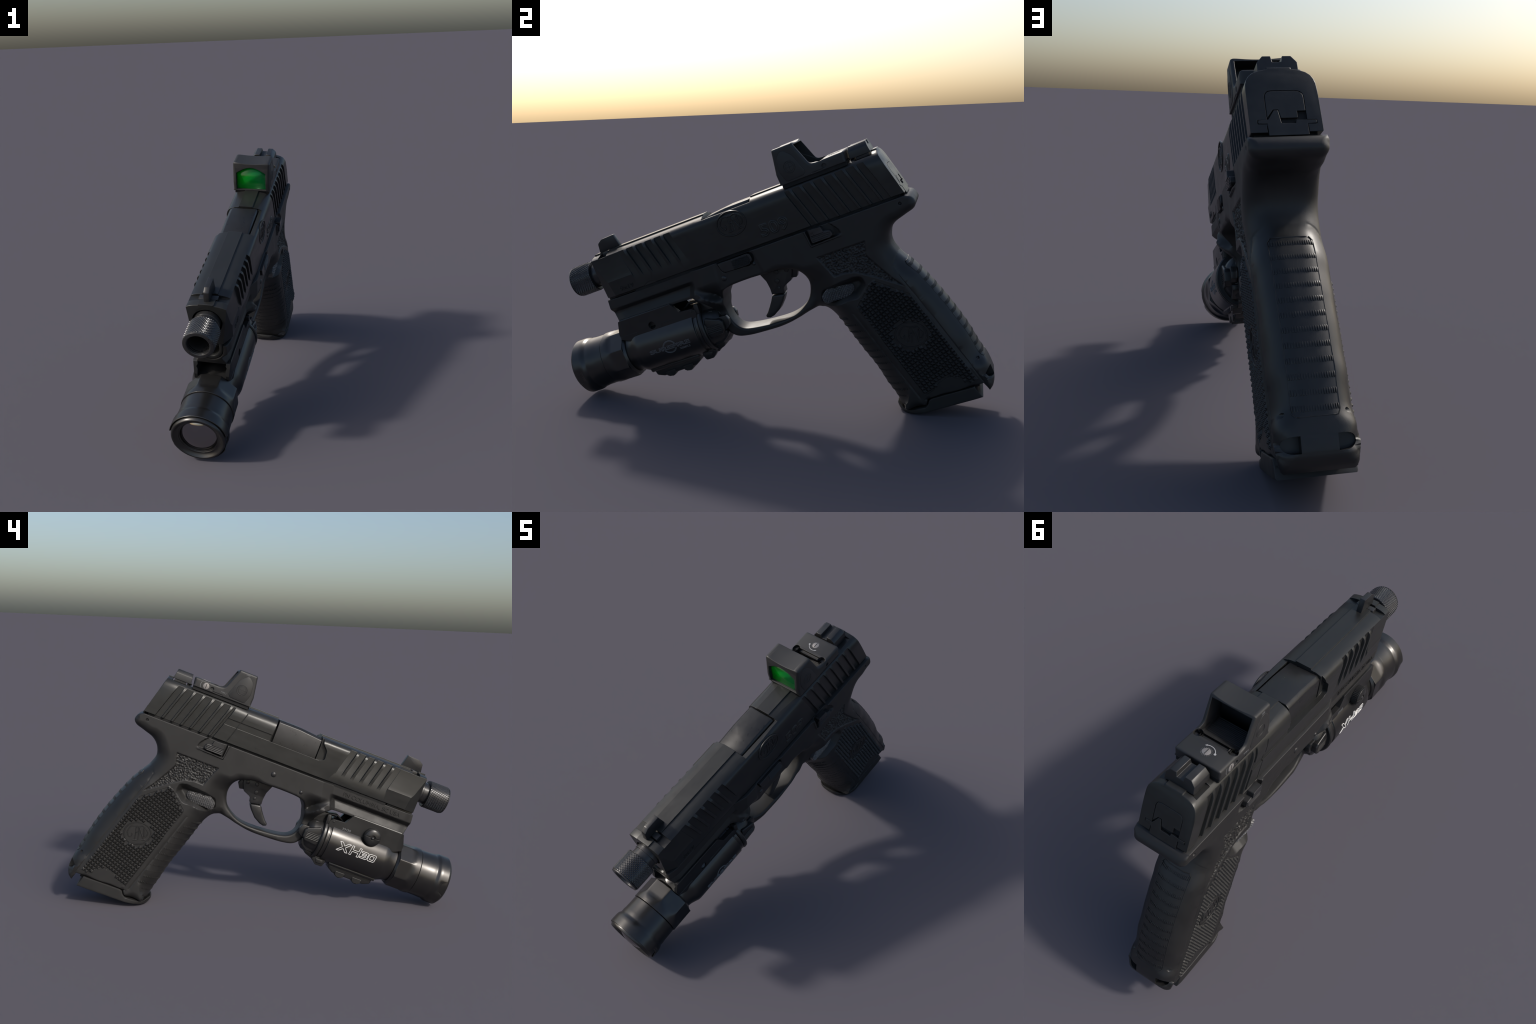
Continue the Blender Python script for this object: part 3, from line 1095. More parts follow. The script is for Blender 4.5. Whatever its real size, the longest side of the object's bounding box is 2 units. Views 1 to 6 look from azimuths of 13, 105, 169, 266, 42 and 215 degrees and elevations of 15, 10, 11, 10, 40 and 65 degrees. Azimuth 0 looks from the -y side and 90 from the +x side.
def mag_width(P, side):
    s, t = P[:, 0], P[:, 1]
    h = 0.1150 + 0 * s
    # rounded toe
    x = np.clip((s + 0.475) / 0.118, 0, 1)
    h = h * np.sqrt(np.maximum(1 - 0.985 * x ** 2, 0.0)) + 0.001
    h = h - 0.003 * smooth(-0.700, -0.735, s)
    return h


mv, mf = body([mo], [mr], mag_width, None, step=0.006, rings=3)
MAG = mesh_obj("magazine_base_plate", mv, mf, POLYMER, root, 35)
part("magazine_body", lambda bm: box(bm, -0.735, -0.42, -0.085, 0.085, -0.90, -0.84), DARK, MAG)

# ================================================================== SLIDE
SH = [(0.0360, 0.2045), (0.060, 0.2005), (0.078, 0.1935), (0.091, 0.1835), (0.0995, 0.170), (0.1038, 0.155), (0.1050, 0.138)]


SHF = [(0.0360, 0.2035), (0.060, 0.2008), (0.080, 0.1955), (0.0935, 0.1885), (0.1010, 0.1795), (0.1043, 0.1690), (0.1050, 0.1550)]


def slide_section(s):
    low = 0.105 - 0.007 * float(smooth(0.20, 0.32, np.array([s]))[0])
    f = float(smooth(-0.08, 0.10, np.array([s]))[0])
    sh = [(a[0] * (1 - f) + b[0] * f, a[1] * (1 - f) + b[1] * f) for a, b in zip(SH, SHF)]
    nose = float(smooth(0.55, 0.60, np.array([s]))[0])
    low -= 0.001 * nose
    half = [(low - 0.002, 0.0), (low, 0.002), (0.105 - 0.0045 * nose, 0.072)] + sh[::-1] + [(0.0358, 0.2098)]
    return half + [(-w, t) for w, t in half[::-1]]


def slide_body(bm):
    stations = [-0.725, -0.62, -0.45, -0.25, -0.08, -0.04, 0.0, 0.04, 0.10, 0.20, 0.23, 0.26, 0.29, 0.32, 0.5, 0.55, 0.575, 0.60, 0.65, 0.757]
    rings = []
    for s in stations:
        ring = []
        for w, t in slide_section(s):
            ss = s
            if s == stations[0]:
                ss = s + 0.265 * t
            if s == stations[-1]:
                ss = s - 0.006 * (t > 0.15)
            ring.append(bm.verts.new((ss, w, t)))
        rings.append(ring)
    n = len(rings[0])
    bm.faces.new(rings[0])
    bm.faces.new(rings[-1][::-1])
    for a, b in zip(rings, rings[1:]):
        for i in range(n):
            j = (i + 1) % n
            bm.faces.new((a[i], b[i], b[j], a[j]))
    bmesh.ops.recalc_face_normals(bm, faces=bm.faces)
    # nose facets
    for sg in (1, -1):
        A, B, C = Vector((0.757, sg * 0.088, 0.190)), Vector((0.698, sg * 0.105, 0.071)), Vector((0.757, sg * 0.066, 0.0))
        n_ = (B - A).cross(C - A).normalized()
        if n_.x < 0:
            n_ = -n_
        g = bmesh.ops.bisect_plane(bm, geom=bm.verts[:] + bm.edges[:] + bm.faces[:], plane_co=A, plane_no=n_, clear_outer=True)
        cut = [e for e in g["geom_cut"] if isinstance(e, bmesh.types.BMEdge)]
        bmesh.ops.holes_fill(bm, edges=[e for e in bm.edges if e.is_boundary], sides=0)
    # rounded front and rear top edges
    bmesh.ops.recalc_face_normals(bm, faces=bm.faces)
    es = [e for e in bm.edges if len(e.link_faces) == 2 and e.calc_face_angle(0) > 0.6 and all(v.co.z > 0.135 for v in e.verts) and
          (all(v.co.x > 0.735 for v in e.verts) or all(v.co.x < -0.66 for v in e.verts))]
    bmesh.ops.bevel(bm, geom=es, offset=0.010, segments=3, profile=0.5, affect='EDGES', clamp_overlap=True)


SL = part("slide", slide_body, SLIDE, root, 0.0)


def par(s_top, width, t0, t1, slope, t_ref):
    """slanted strip in side view: centre s at t_ref"""
    f = lambda t: s_top + slope * (t - t_ref)
    return [(f(t0) - width / 2, t0), (f(t0) + width / 2, t0), (f(t1) + width / 2, t1), (f(t1) - width / 2, t1)]


def serrations(bm):
    slope = 0.059 / 0.18
    for sg in (1, -1):
        # rear: wide recesses between thin ribs
        ribs = [-0.271 - 0.0495 * k for k in range(0 if sg > 0 else 1, 7)]
        edges = [-0.243 if sg > 0 else -0.300] + ribs + [-0.606]
        for a, b in zip(edges, edges[1:]):
            hi = a - (0.0065 if a in ribs else 0)
            lo = b + (0.0065 if b in ribs else 0)
            pts = par((hi + lo) / 2, hi - lo, -0.03, 0.24, slope, 0.182)
            # flanks slant outwards
            ins = [(s + (0.0012 if i in (0, 3) else -0.0012), t) for i, (s, t) in enumerate(pts)]
            outs = [(s + (-0.006 if i in (0, 3) else 0.006), t) for i, (s, t) in enumerate(pts)]
            add_prism(bm, [(s, sg * 0.0935, t) for s, t in ins], [(s, sg * 0.125, t) for s, t in outs])
        # front: recesses that run out downwards
        slope_f = 0.040 / 0.155
        for k in range(6):
            c = 0.343 + 0.0494 * k
            f = lambda t: c + slope_f * (t - 0.196)
            wd = 0.0165
            rin = [(f(0.043), 0.1040, 0.043), (f(0.075), 0.0945, 0.075), (f(0.26), 0.0860, 0.26)]
            quad_in = [(c_ - wd, w_, t_) for c_, w_, t_ in rin] + [(c_ + wd, w_, t_) for c_, w_, t_ in rin[::-1]]
            quad_out = [(c_ - wd - .005, 0.130, t_) for c_, w_, t_ in rin] + [(c_ + wd + .005, 0.130, t_) for c_, w_, t_ in rin[::-1]]
            vi = [bm.verts.new((s_, sg * w_, t_)) for s_, w_, t_ in quad_in]
            vo = [bm.verts.new((s_, sg * w_, t_)) for s_, w_, t_ in quad_out]
            bm.faces.new((vi[0], vi[1], vi[4], vi[5]))
            bm.faces.new((vi[1], vi[2], vi[3], vi[4]))
            bm.faces.new(vo[::-1])
            for i_ in range(6):
                j_ = (i_ + 1) % 6
                bm.faces.new((vi[i_], vo[i_], vo[j_], vi[j_]))
        # the nose stays at the depth of the recesses
        f5 = lambda t: 0.343 + 0.0494 * 5 + slope_f * (t - 0.196)
        nin = [(f5(0.072), 0.1003, 0.072), (f5(0.088), 0.0965, 0.088), (f5(0.26), 0.0860, 0.26)]
        vi = [bm.verts.new((s_, sg * w_, t_)) for s_, w_, t_ in nin] + [bm.verts.new((0.80, sg * w_, t_)) for s_, w_, t_ in nin[::-1]]
        vo = [bm.verts.new((s_, sg * 0.130, t_)) for s_, w_, t_ in nin] + [bm.verts.new((0.80, sg * 0.130, t_)) for s_, w_, t_ in nin[::-1]]
        bm.faces.new((vi[0], vi[1], vi[4], vi[5]))
        bm.faces.new((vi[1], vi[2], vi[3], vi[4]))
        bm.faces.new(vo[::-1])
        for i_ in range(6):
            j_ = (i_ + 1) % 6
            bm.faces.new((vi[i_], vo[i_], vo[j_], vi[j_]))


boolean(SL, temp(serrations))


def ports(bm):
    # ejection port: side window and top opening
    side_prism(bm, fillet([(-0.085, 0.0815, .002), (0.170, 0.0815, 0), (0.170, 0.150, 0), (0.160, 0.26, 0), (-0.074, 0.26, 0)], 5), -0.2, -0.050)
    side_prism(bm, fillet([(0.150, 0.0812, 0), (0.185, 0.0812, .008), (0.212, 0.092, .016), (0.207, 0.140, .02), (0.180, 0.168, .01), (0.160, 0.262, 0), (0.145, 0.262, 0)], 5), -0.2, -0.0840)
    side_prism(bm, [(-0.078, 0.155), (0.162, 0.155), (0.166, 0.26), (-0.074, 0.26)], -0.06, 0.071)
    box(bm, -0.078, 0.162, 0.060, 0.2, 0.1890, 0.26)
    # optic cut with its flat floor
    box(bm, -0.548, -0.240, -0.2, 0.2, 0.1945, 0.26)
    # sight slots
    box(bm, 0.668, 0.712, -0.2, 0.2, 0.1885, 0.26)
    side_prism(bm, [(-0.648, 0.1925), (-0.572, 0.1925), (-0.566, 0.26), (-0.640, 0.26)], -0.2, 0.2)


boolean(SL, temp(ports))


def bores(bm):
    add_prism(bm, [(0.60, 0.068 * math.cos(a), 0.1145 + 0.068 * math.sin(a)) for a in np.linspace(0, 6.2831853, 40, endpoint=False)],
              [(0.80, 0.068 * math.cos(a), 0.1145 + 0.068 * math.sin(a)) for a in np.linspace(0, 6.2831853, 40, endpoint=False)])
    add_prism(bm, [(0.66, 0.0435 * math.cos(a), -0.034 + 0.0435 * math.sin(a)) for a in np.linspace(0, 6.2831853, 32, endpoint=False)],
              [(0.80, 0.0435 * math.cos(a), -0.034 + 0.0435 * math.sin(a)) for a in np.linspace(0, 6.2831853, 32, endpoint=False)])
    # witness arc on the right side, extractor slot on the left
    disc_w(bm, 0.507, -0.038, 0.052, 0.0965, 0.13, 32)
    side_prism(bm, fillet([(-0.338, 0.0825, .018), (-0.08, 0.0825, 0), (-0.08, 0.117, 0), (-0.338, 0.117, .018)], 6), -0.13, -0.1000)
    side_prism(bm, par(-0.2325, 0.0045, -0.02, 0.26, 0.055 / 0.176, 0.182), -0.13, -0.0985)


boolean(SL, temp(bores))


clean(SL, SLIDE, 25)
emblem("slide_emblem", (0.030, 0.131), 0.069, 0.054, 0.0, 1, 0.1046, SLIDE, SL, 0.0034)

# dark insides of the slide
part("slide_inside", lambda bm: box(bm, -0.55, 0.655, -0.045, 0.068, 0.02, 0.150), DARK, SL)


# rear plate with firing mechanism cut-outs
def on_rear(pts, proud):
    """points (w, t) on the tilted rear face"""
    return [(-0.725 + 0.265 * t - proud, w, t) for w, t in pts]


def plate_prism(bm, pts, p0, p1):
    add_prism(bm, on_rear(pts, p0), on_rear(pts, p1))


def rear_cut(bm):
    plate_prism(bm, fillet([(-0.062, 0.020, 0), (-0.062, 0.132, .024), (0.054, 0.134, .024), (0.054, 0.020, 0)], 5), -0.010, 0.03)
    plate_prism(bm, [(-0.064, -0.03), (-0.064, 0.021), (0.056, 0.021), (0.056, -0.03)], -0.010, 0.03)
    plate_prism(bm, fillet([(-0.090, 0.0245, .002), (-0.090, 0.038, .002), (0.082, 0.040, .002), (0.082, 0.0265, .002)], 2), -0.008, 0.03)


boolean(SL, temp(rear_cut))
clean(SL, SLIDE, 25)
part("rear_plate", lambda bm: plate_prism(bm, fillet([(-0.0605, 0.066, 0), (-0.0605, 0.1305, .023), (0.0525, 0.1325, .023), (0.0525, 0.046, 0), (0.033, 0.071, .002), (0.018, 0.071, .003), (0.013, 0.044, 0), (-0.036, 0.044, 0),
                                                      (-0.036, 0.066, 0)], 4), -0.008, 0.0005), SLIDE, SL, 0.0012, 1)
part("rear_lock", lambda bm: plate_prism(bm, fillet([(-0.088, 0.0262, .002), (-0.088, 0.0365, .002), (-0.0300, 0.0375, 0), (-0.0280, 0.027, 0), (0.0135, 0.028, .002), (0.0195, 0.0690, .002), (0.0315, 0.0690, .002), (0.0500, 0.0400, 0), (0.080, 0.0385, .002), (0.080, 0.028, .002), (0.0540, 0.0270, 0),
                                                    (0.0530, -0.010, 0), (-0.0620, -0.010, 0), (-0.0620, 0.0250, 0)], 3), -0.007, 0.0012), SLIDE, SL, 0.0012, 1)
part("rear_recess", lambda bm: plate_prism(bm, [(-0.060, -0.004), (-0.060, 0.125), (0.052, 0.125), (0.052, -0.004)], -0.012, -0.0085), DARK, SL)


# sights
def front_sight(bm):
    side_prism(bm, fillet([(0.620, 0.208, 0), (0.634, 0.2695, .002), (0.700, 0.2675, .012), (0.724, 0.252, .012), (0.731, 0.208, 0)], 4), -0.0135, 0.0115)


FS = part("front_sight", front_sight, PARTS, SL, 0.002)
part("sight_base", lambda bm: side_prism(bm, [(0.672, 0.187), (0.708, 0.187), (0.704, 0.206), (0.676, 0.206)], -0.044, 0.042), PARTS, FS, 0.0015)


def rear_sight(bm):
    pts = [(-0.064, 0.205), (-0.0635, 0.236), (-0.046, 0.2565), (-0.020, 0.2565), (-0.0165, 0.2375), (0.0115, 0.2375), (0.015, 0.2565), (0.040, 0.2565), (0.0575, 0.236), (0.058, 0.205)]
    a = [(-0.648 + 0.18 * (t - 0.2), w, t) for w, t in pts]
    b = [(-0.553 - 0.10 * (t - 0.2), w, t) for w, t in pts]
    add_prism(bm, a, b)
    side_prism(bm, [(-0.640, 0.193), (-0.575, 0.193), (-0.580, 0.207), (-0.635, 0.207)], -0.062, 0.056)


RS = part("rear_sight", rear_sight, PARTS, SL, 0.0012, 1)

# ================================================================== BARREL
AX = 0.1145
lathe("barrel", [(0.10, 0.046), (0.10, 0.060), (0.770, 0.060), (0.772, 0.0565), (0.800, 0.0565), (0.800, 0.044)], STEEL, root, 64, AX)
BAR = [o for o in root.children if o.name == "barrel"][0]


def hood_build(bm):
    prof = [(-0.070, 0.080), (-0.070, 0.2005), (0.052, 0.2005), (0.166, 0.1830), (0.166, 0.080)]
    sec = lambda s, top: [(s, -0.082, 0.080), (s, -0.082, top - 0.013), (s, -0.066, top), (s, 0.058, top), (s, 0.0655, top - 0.012), (s, 0.0655, 0.080)]
    rings = [[bm.verts.new(p) for p in sec(s, tp)] for s, tp in ((-0.070, 0.2015), (0.045, 0.2015), (0.166, 0.1910))]
    bm.faces.new(rings[0][::-1])
    bm.faces.new(rings[-1])
    for a, b in zip(rings, rings[1:]):
        for i in range(6):
            j = (i + 1) % 6
            bm.faces.new((a[i], a[j], b[j], b[i]))


part("barrel_hood", hood_build, HOOD, BAR, 0.0015, 1, bang=20)


# knurled thread protector
def protector():
    nu, nv = 160, 38
    s0, s1, r = 0.7990, 0.9065, 0.0725
    bm = bmesh.new()
    grid = []
    k = 40
    for j in range(nv + 1):
        s = s0 + (2 * math.pi * r / k) / 4 * j
        row = []
        edge = min(1.0, min(j, nv - j) / 1.5)
        for i in range(nu):
            a = 2 * math.pi * i / nu
            x = a * k / (2 * math.pi)
            y = (s - s0) / (2 * math.pi * r / k) * 1.0
            u, v = (x + y) * 1.0, (x - y) * 1.0
            h = 1 - 2 * max(abs(u - round(u)), abs(v - round(v)))
            rr = r - 0.0036 + 0.0048 * max(h, 0) * edge - (0.003 if j in (0, nv) else 0)
            row.append(bm.verts.new((s, rr * math.cos(a), AX + rr * math.sin(a))))
        grid.append(row)
    for j in range(nv):
        for i in range(nu):
            m = (i + 1) % nu
            bm.faces.new((grid[j][i], grid[j + 1][i], grid[j + 1][m], grid[j][m]))
    return bm_obj("thread_protector", bm, KNURL, BAR, 20)


TP = protector()
lathe("muzzle_ring", [(0.800, 0.0560), (0.799, 0.0705), (0.801, 0.0680), (0.906, 0.0680), (0.907, 0.0705), (0.9115, 0.0690), (0.9125, 0.066), (0.9125, 0.0545), (0.910, 0.0510), (0.906, 0.0500), (0.903, 0.0485), (0.898, 0.0500), (0.893, 0.0485), (0.888, 0.0500),
                      (0.883, 0.0480), (0.86, 0.0460), (0.80, 0.0460)], STEEL, TP, 72, AX)
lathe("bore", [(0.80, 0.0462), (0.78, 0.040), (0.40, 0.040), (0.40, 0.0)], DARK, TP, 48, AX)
# recoil spring guide under the barrel
GR = lathe("recoil_guide_rod", [(0.60, 0.043), (0.690, 0.043), (0.694, 0.041), (0.694, 0.030), (0.690, 0.027), (0.640, 0.026), (0.640, 0.0)], STEEL, root, 48, -0.034)


def lug(bm):
    A = np.linspace(-math.pi, 0, 28)
    o = [(0.0605 * math.cos(a), -0.034 + 0.0605 * math.sin(a)) for a in A]
    i = [(0.0435 * math.cos(a), -0.034 + 0.0435 * math.sin(a)) for a in A]
    cross_prism(bm, [(-0.0605, 0.003)] + o + [(0.0605, 0.003), (0.0435, 0.003)] + i[::-1] + [(-0.0435, 0.003)], 0.61, 0.7555)


part("recoil_lug", lug, SLIDE, SL, 0.003, 2)

# ================================================================== RED DOT SIGHT
OPT = fillet([(-0.541, 0.206, .003), (-0.546, 0.2515, .008), (-0.418, 0.2500, .030), (-0.391, 0.2540, .03), (-0.349, 0.3635, .006), (-0.2555, 0.3635, .009), (-0.237, 0.255, .05), (-0.239, 0.206, .003)], 6)


oo = np.array(OPT)
if ((oo[:, 0] * np.roll(oo[:, 1], -1) - np.roll(oo[:, 0], -1) * oo[:, 1]).sum()) < 0:
    oo = oo[::-1]
# even spacing along the outline
oo = np.vstack([np.array([p + (q - p) * k / max(1, int(np.linalg.norm(q - p) / 0.006)) for k in range(max(1, int(np.linalg.norm(q - p) / 0.006)))]) for p, q in zip(oo, np.roll(oo, -1, 0))])
orad = np.where(oo[:, 1] < 0.209, 0.002, 0.011)
ov_, of_ = body([oo], [orad], lambda P, side: np.full(len(P), 0.0985 if side < 0 else 0.0965), None, 0.02, 5)
RD = mesh_obj("red_dot_sight", ov_, of_, OPTIC, root, 30)
ARCH = [(-0.081, 0.2150), (-0.081, 0.308)] + [(-0.081 + 0.156 * k / 16, 0.308 + 0.030 * math.sin(math.pi * k / 16)) for k in range(1, 16)] + [(0.075, 0.308), (0.075, 0.2150)]


def optic_cut(bm):
    # window in the front wall, and the wider channel behind it
    cross_prism(bm, ARCH, -0.30, -0.20)
    side_prism(bm, [(-0.428, 0.2215), (-0.428, 0.352), (-0.278, 0.352), (-0.272, 0.345), (-0.272, 0.2215)], -0.0855, 0.0825)
    # screw holes and the groove between them
    for w in (-0.076, 0.074):
        disc_t(bm, -0.437, w, 0.0185, 0.2335, 0.30, 28)
    box(bm, -0.446, -0.428, -0.066, 0.064, 0.2400, 0.30)
    # small holes on the flanks
    disc_w(bm, -0.448, 0.223, 0.0095, 0.090, 0.12, 20)
    disc_w(bm, -0.448, 0.223, 0.0095, -0.12, -0.092, 20)
    box(bm, -0.440, -0.388, -0.12, -0.0965, 0.200, 0.2135)
    box(bm, -0.440, -0.388, 0.0945, 0.12, 0.200, 0.2135)
    # saddle-shaped roof
    A = np.linspace(-1, 1, 17)
    sad = [(-0.001 + 0.094 * a, 0.3655 - 0.0085 * (1 - a * a)) for a in A] + [(0.093, 0.40), (-0.095, 0.40)]
    cross_prism(bm, sad, -0.40, -0.20)


boolean(RD, temp(optic_cut))
clean(RD, OPTIC, 28)
GLASS = [(w, t) for w, t in ARCH[1:-1]] + [(0.075, 0.2140), (-0.081, 0.2140)]
part("window_glass", lambda bm: add_prism(bm, [(-0.249 - 0.09 * (t - 0.2140), w * 1.01, t) for w, t in GLASS], [(-0.252 - 0.09 * (t - 0.2140), w * 1.01, t) for w, t in GLASS]), GREEN, RD, 0, angle=None)


def floor_ribs(bm):
    for k in range(14):
        s = -0.385 + 0.0078 * k
        side_prism(bm, [(s, 0.2205), (s + 0.0058, 0.2205), (s + 0.004, 0.2255)], -0.080, 0.074)


part("glare_rib", floor_ribs, OPTIC, RD)
part("mounting_plate", lambda bm: box(bm, -0.540, -0.246, -0.092, 0.090, 0.190, 0.2065), DARK, RD)  # plate darkened to draw the shadow gap beneath the sight
for w in (-0.076, 0.074):
    part("mounting_screw", lambda bm: disc_t(bm, -0.437, w, 0.0150, 0.228, 0.2375, 24), PARTS, RD, 0.0015)


def dial(bm, n=20):
    disc_t(bm, -0.4955, -0.0035, 0.0165, 0.2490, 0.2526, 36)


DI = part("elevation_dial", dial, SILVER, RD, 0.0005)
part("dial_slot", lambda bm: box(bm, -0.509, -0.482, -0.0050, -0.0020, 0.2524, 0.2532), PARTS, DI)


def dial_marks(bm):
    for k in range(20):
        a = 2 * math.pi * k / 20
        c, s = math.cos(a), math.sin(a)
        p = lambda r, o: (-0.4955 + r * c - o * s, -0.0035 + r * s + o * c)
        q = [p(0.0185, -.0006), p(0.0215, -.0006), p(0.0215, .0006), p(0.0185, .0006)]
        add_prism(bm, [(x, y, 0.2508) for x, y in q], [(x, y, 0.2520) for x, y in q])


part("dial_marking", dial_marks, GREYPRINT, DI)


def dial_arrow(bm):
    A = np.linspace(math.radians(-68), math.radians(28), 14)
    P = lambda r, a: (-0.4955 + r * math.cos(a), -0.0035 + r * math.sin(a))
    ring = [P(0.0300, a) for a in A] + [P(0.0328, a) for a in A[::-1]]
    add_prism(bm, [(x, y, 0.2508) for x, y in ring], [(x, y, 0.2520) for x, y in ring])
    h = [P(0.0275, math.radians(28)), P(0.0353, math.radians(28)), P(0.0314, math.radians(44))]
    add_prism(bm, [(x, y, 0.2508) for x, y in h], [(x, y, 0.2520) for x, y in h])
    c = P(0.0318, math.radians(-76))
    disc_t(bm, c[0], c[1], 0.0048, 0.2508, 0.2520, 8)


part("dial_arrow", dial_arrow, DIALPRINT, DI)
# windage dial on the left flank
WD = part("windage_dial", lambda bm: disc_w(bm, -0.4805, 0.2255, 0.0155, -0.0970, -0.1002, 32), SILVER, RD, 0.0005)
part("dial_slot", lambda bm: box(bm, -0.4820, -0.4790, -0.0995, -0.1008, 0.2135, 0.2375), PARTS, WD)


def wind_marks(bm):
    for k in range(18):
        a = 2 * math.pi * k / 18
        p = lambda r, o: (-0.4805 + r * math.cos(a) - o * math.sin(a), 0.2255 + r * math.sin(a) + o * math.cos(a))
        side_prism(bm, [p(0.0168, -.0005), p(0.0188, -.0005), p(0.0188, .0005), p(0.0168, .0005)], -0.0975, -0.0992)
    A = np.linspace(math.radians(150), math.radians(212), 9)
    ring = [(-0.4805 + 0.0285 * math.cos(a), 0.2255 + 0.0285 * math.sin(a)) for a in A] + [(-0.4805 + 0.0308 * math.cos(a), 0.2255 + 0.0308 * math.sin(a)) for a in A[::-1]]
    side_prism(bm, ring, -0.0975, -0.0992)


part("dial_marking", wind_marks, GREYPRINT, WD)

# flank plates with brightness buttons
TEAR = fillet([(-0.366, 0.231, .02), (-0.336, 0.312, .05), (-0.298, 0.352, .04), (-0.262, 0.318, .05), (-0.257, 0.262, .05), (-0.273, 0.214, .014), (-0.352, 0.2165, .016)], 6)
for sg, w0 in ((1, 0.0965), (-1, 0.0985)):
    BP = part("brightness_panel", lambda bm: side_prism(bm, TEAR, sg * (w0 - 0.004), sg * (w0 + 0.0016)), OPTIC, RD, 0.0012, 2)

    def ring(bm):
        for rr, tr in ((0.0255, 0.0020), (0.0185, 0.0011)):
            tube(bm, [(-0.3065 + rr * math.cos(a), sg * (w0 + 0.0012), 0.2705 + rr * math.sin(a)) for a in np.linspace(0, 2 * math.pi, 40, endpoint=False)], tr, 6, True)
        tube(bm, [(-0.3065 - 0.018, sg * (w0 + 0.0014), 0.2705), (-0.3065 + 0.018, sg * (w0 + 0.0014), 0.2705)], 0.0009, 5)
        if sg > 0:
            tube(bm, [(-0.3065, sg * (w0 + 0.0014), 0.2525), (-0.3065, sg * (w0 + 0.0014), 0.2885)], 0.0009, 5)
    part("brightness_button", ring, OPTIC, BP, angle=60)


def surface_text(name, s, s0, s1, t0, t1, side, wfun, mat, parent, **kw):
    V, F = text_mesh(s, 0.06, **kw)
    S_, T_, Z_ = fit_text(V, s0, s1, t0, t1, side)
    verts = [(a, side * (wfun(a, b) + z), b) for a, b, z in zip(S_, T_, Z_ if kw.get("outline_r") else (Z_ - Z_.min()))]
    return mesh_obj(name, verts, F, mat, parent, 60)


surface_text("sight_lettering", "RM06", -0.3125, -0.2935, 0.3475, 0.3550, -1, lambda s, t: 0.0980, GREYPRINT, RD, extrude=0.0006)
surface_text("sight_lettering", "TYPE 2", -0.4040, -0.3740, 0.2220, 0.2300, -1, lambda s, t: 0.0980, GREYPRINT, RD, extrude=0.0006)

# ================================================================== WEAPON LIGHT
LX = -0.293


def light_w(s, t):
    return math.sqrt(max(0.1215 ** 2 - (t - LX) ** 2, 1e-6))


WL = lathe("weapon_light", [(0.362, 0.0), (0.362, 0.112), (0.366, 0.1165), (0.378, 0.1165), (0.380, 0.1150), (0.384, 0.1150), (0.387, 0.1215), (0.690, 0.1215), (0.705, 0.1195), (0.722, 0.1120), (0.742, 0.1045), (0.760, 0.1010), (0.80, 0.1000), (0.80, 0.0)],
           LIGHT, root, 96, LX, angle=30)


# faceted collar
def facet(a, s, r):
    k = 8
    off = math.pi / 8
    q = (a - off) % (2 * math.pi / k) - math.pi / k
    flat = 0.1155 / math.cos(q)
    ff = 1 - float(smooth(0.84, 0.895, np.array([s]))[0])
    full = 0.1215
    lim = flat * ff + 0.140 * (1 - ff)
    return min(r, lim)


CO = lathe("bezel_collar", [(0.764, 0.085), (0.764, 0.106), (0.774, 0.116)] + [(0.774 + (0.891 - 0.774) * k / 10, 0.1245) for k in range(11)] + [(0.893, 0.1190), (0.893, 0.05)], LIGHT, WL, 192, LX, angle=26, radial=facet)
BZP = [(0.893, 0.08), (0.893, 0.1170), (0.8955, 0.1205), (0.960, 0.1215), (0.972, 0.1235), (0.982, 0.1225), (0.990, 0.1235), (0.998, 0.1290), (1.004, 0.1305), (1.012, 0.1315), (1.060, 0.1320), (1.084, 0.1320)]


def crown(a, s, r):
    return r


bm = bmesh.new()
seg = 192
prof_out = BZP
prof_in = [(1.084, 0.1275), (1.058, 0.1275)]


def crown_front(a):
    """front edge of the crown: three broad lugs with shallow gaps"""
    d = min(abs((a - c + math.pi) % (2 * math.pi) - math.pi) for c in (math.radians(-8), math.radians(188)))
    return 1.0 - float(smooth(math.radians(19), math.radians(10), np.array([d]))[0])


BZ = None
rows = []
for i in range(seg):
    a = 2 * math.pi * i / seg
    f = crown_front(a)
    col = []
    for s, r in prof_out[:-2]:
        col.append((s, r))
    e = 1.026 + 0.026 * f
    rr = 0.1320 - 0.004 * (1 - f)
    col += [(1.018, 0.1318 - 0.003 * (1 - f)), (e - 0.002, rr), (e, rr - 0.002), (e, 0.1285 - 0.003 * (1 - f)), (1.024, 0.1240), (1.024, 0.1225)]
    rows.append([bm.verts.new((s, r * math.cos(a), LX + r * math.sin(a))) for s, r in col])
for i in range(seg):
    j = (i + 1) % seg
    for k in range(len(rows[0]) - 1):
        bm.faces.new((rows[i][k], rows[i][k + 1], rows[j][k + 1], rows[j][k]))
BZ = bm_obj("bezel", bm, LIGHT, WL, 30)
lathe("bezel_ring", [(1.000, 0.1240), (1.052, 0.1240), (1.060, 0.1215), (1.0645, 0.1170), (1.0640, 0.1125), (1.059, 0.1070), (1.052, 0.1000), (1.0505, 0.0965), (1.0505, 0.0915), (1.0475, 0.0905), (1.0470, 0.0860), (1.0440, 0.0850), (1.038, 0.0840)], LIGHT, BZ, 96, LX, angle=35)
DOME = 0.136
lathe("front_lens", [(1.0425 + DOME * (math.cos(a) - math.cos(math.asin(0.0845 / DOME))), DOME * math.sin(a)) for a in np.linspace(math.asin(0.0845 / DOME), 0, 12)], MIRROR, BZ, 72, LX, angle=None)

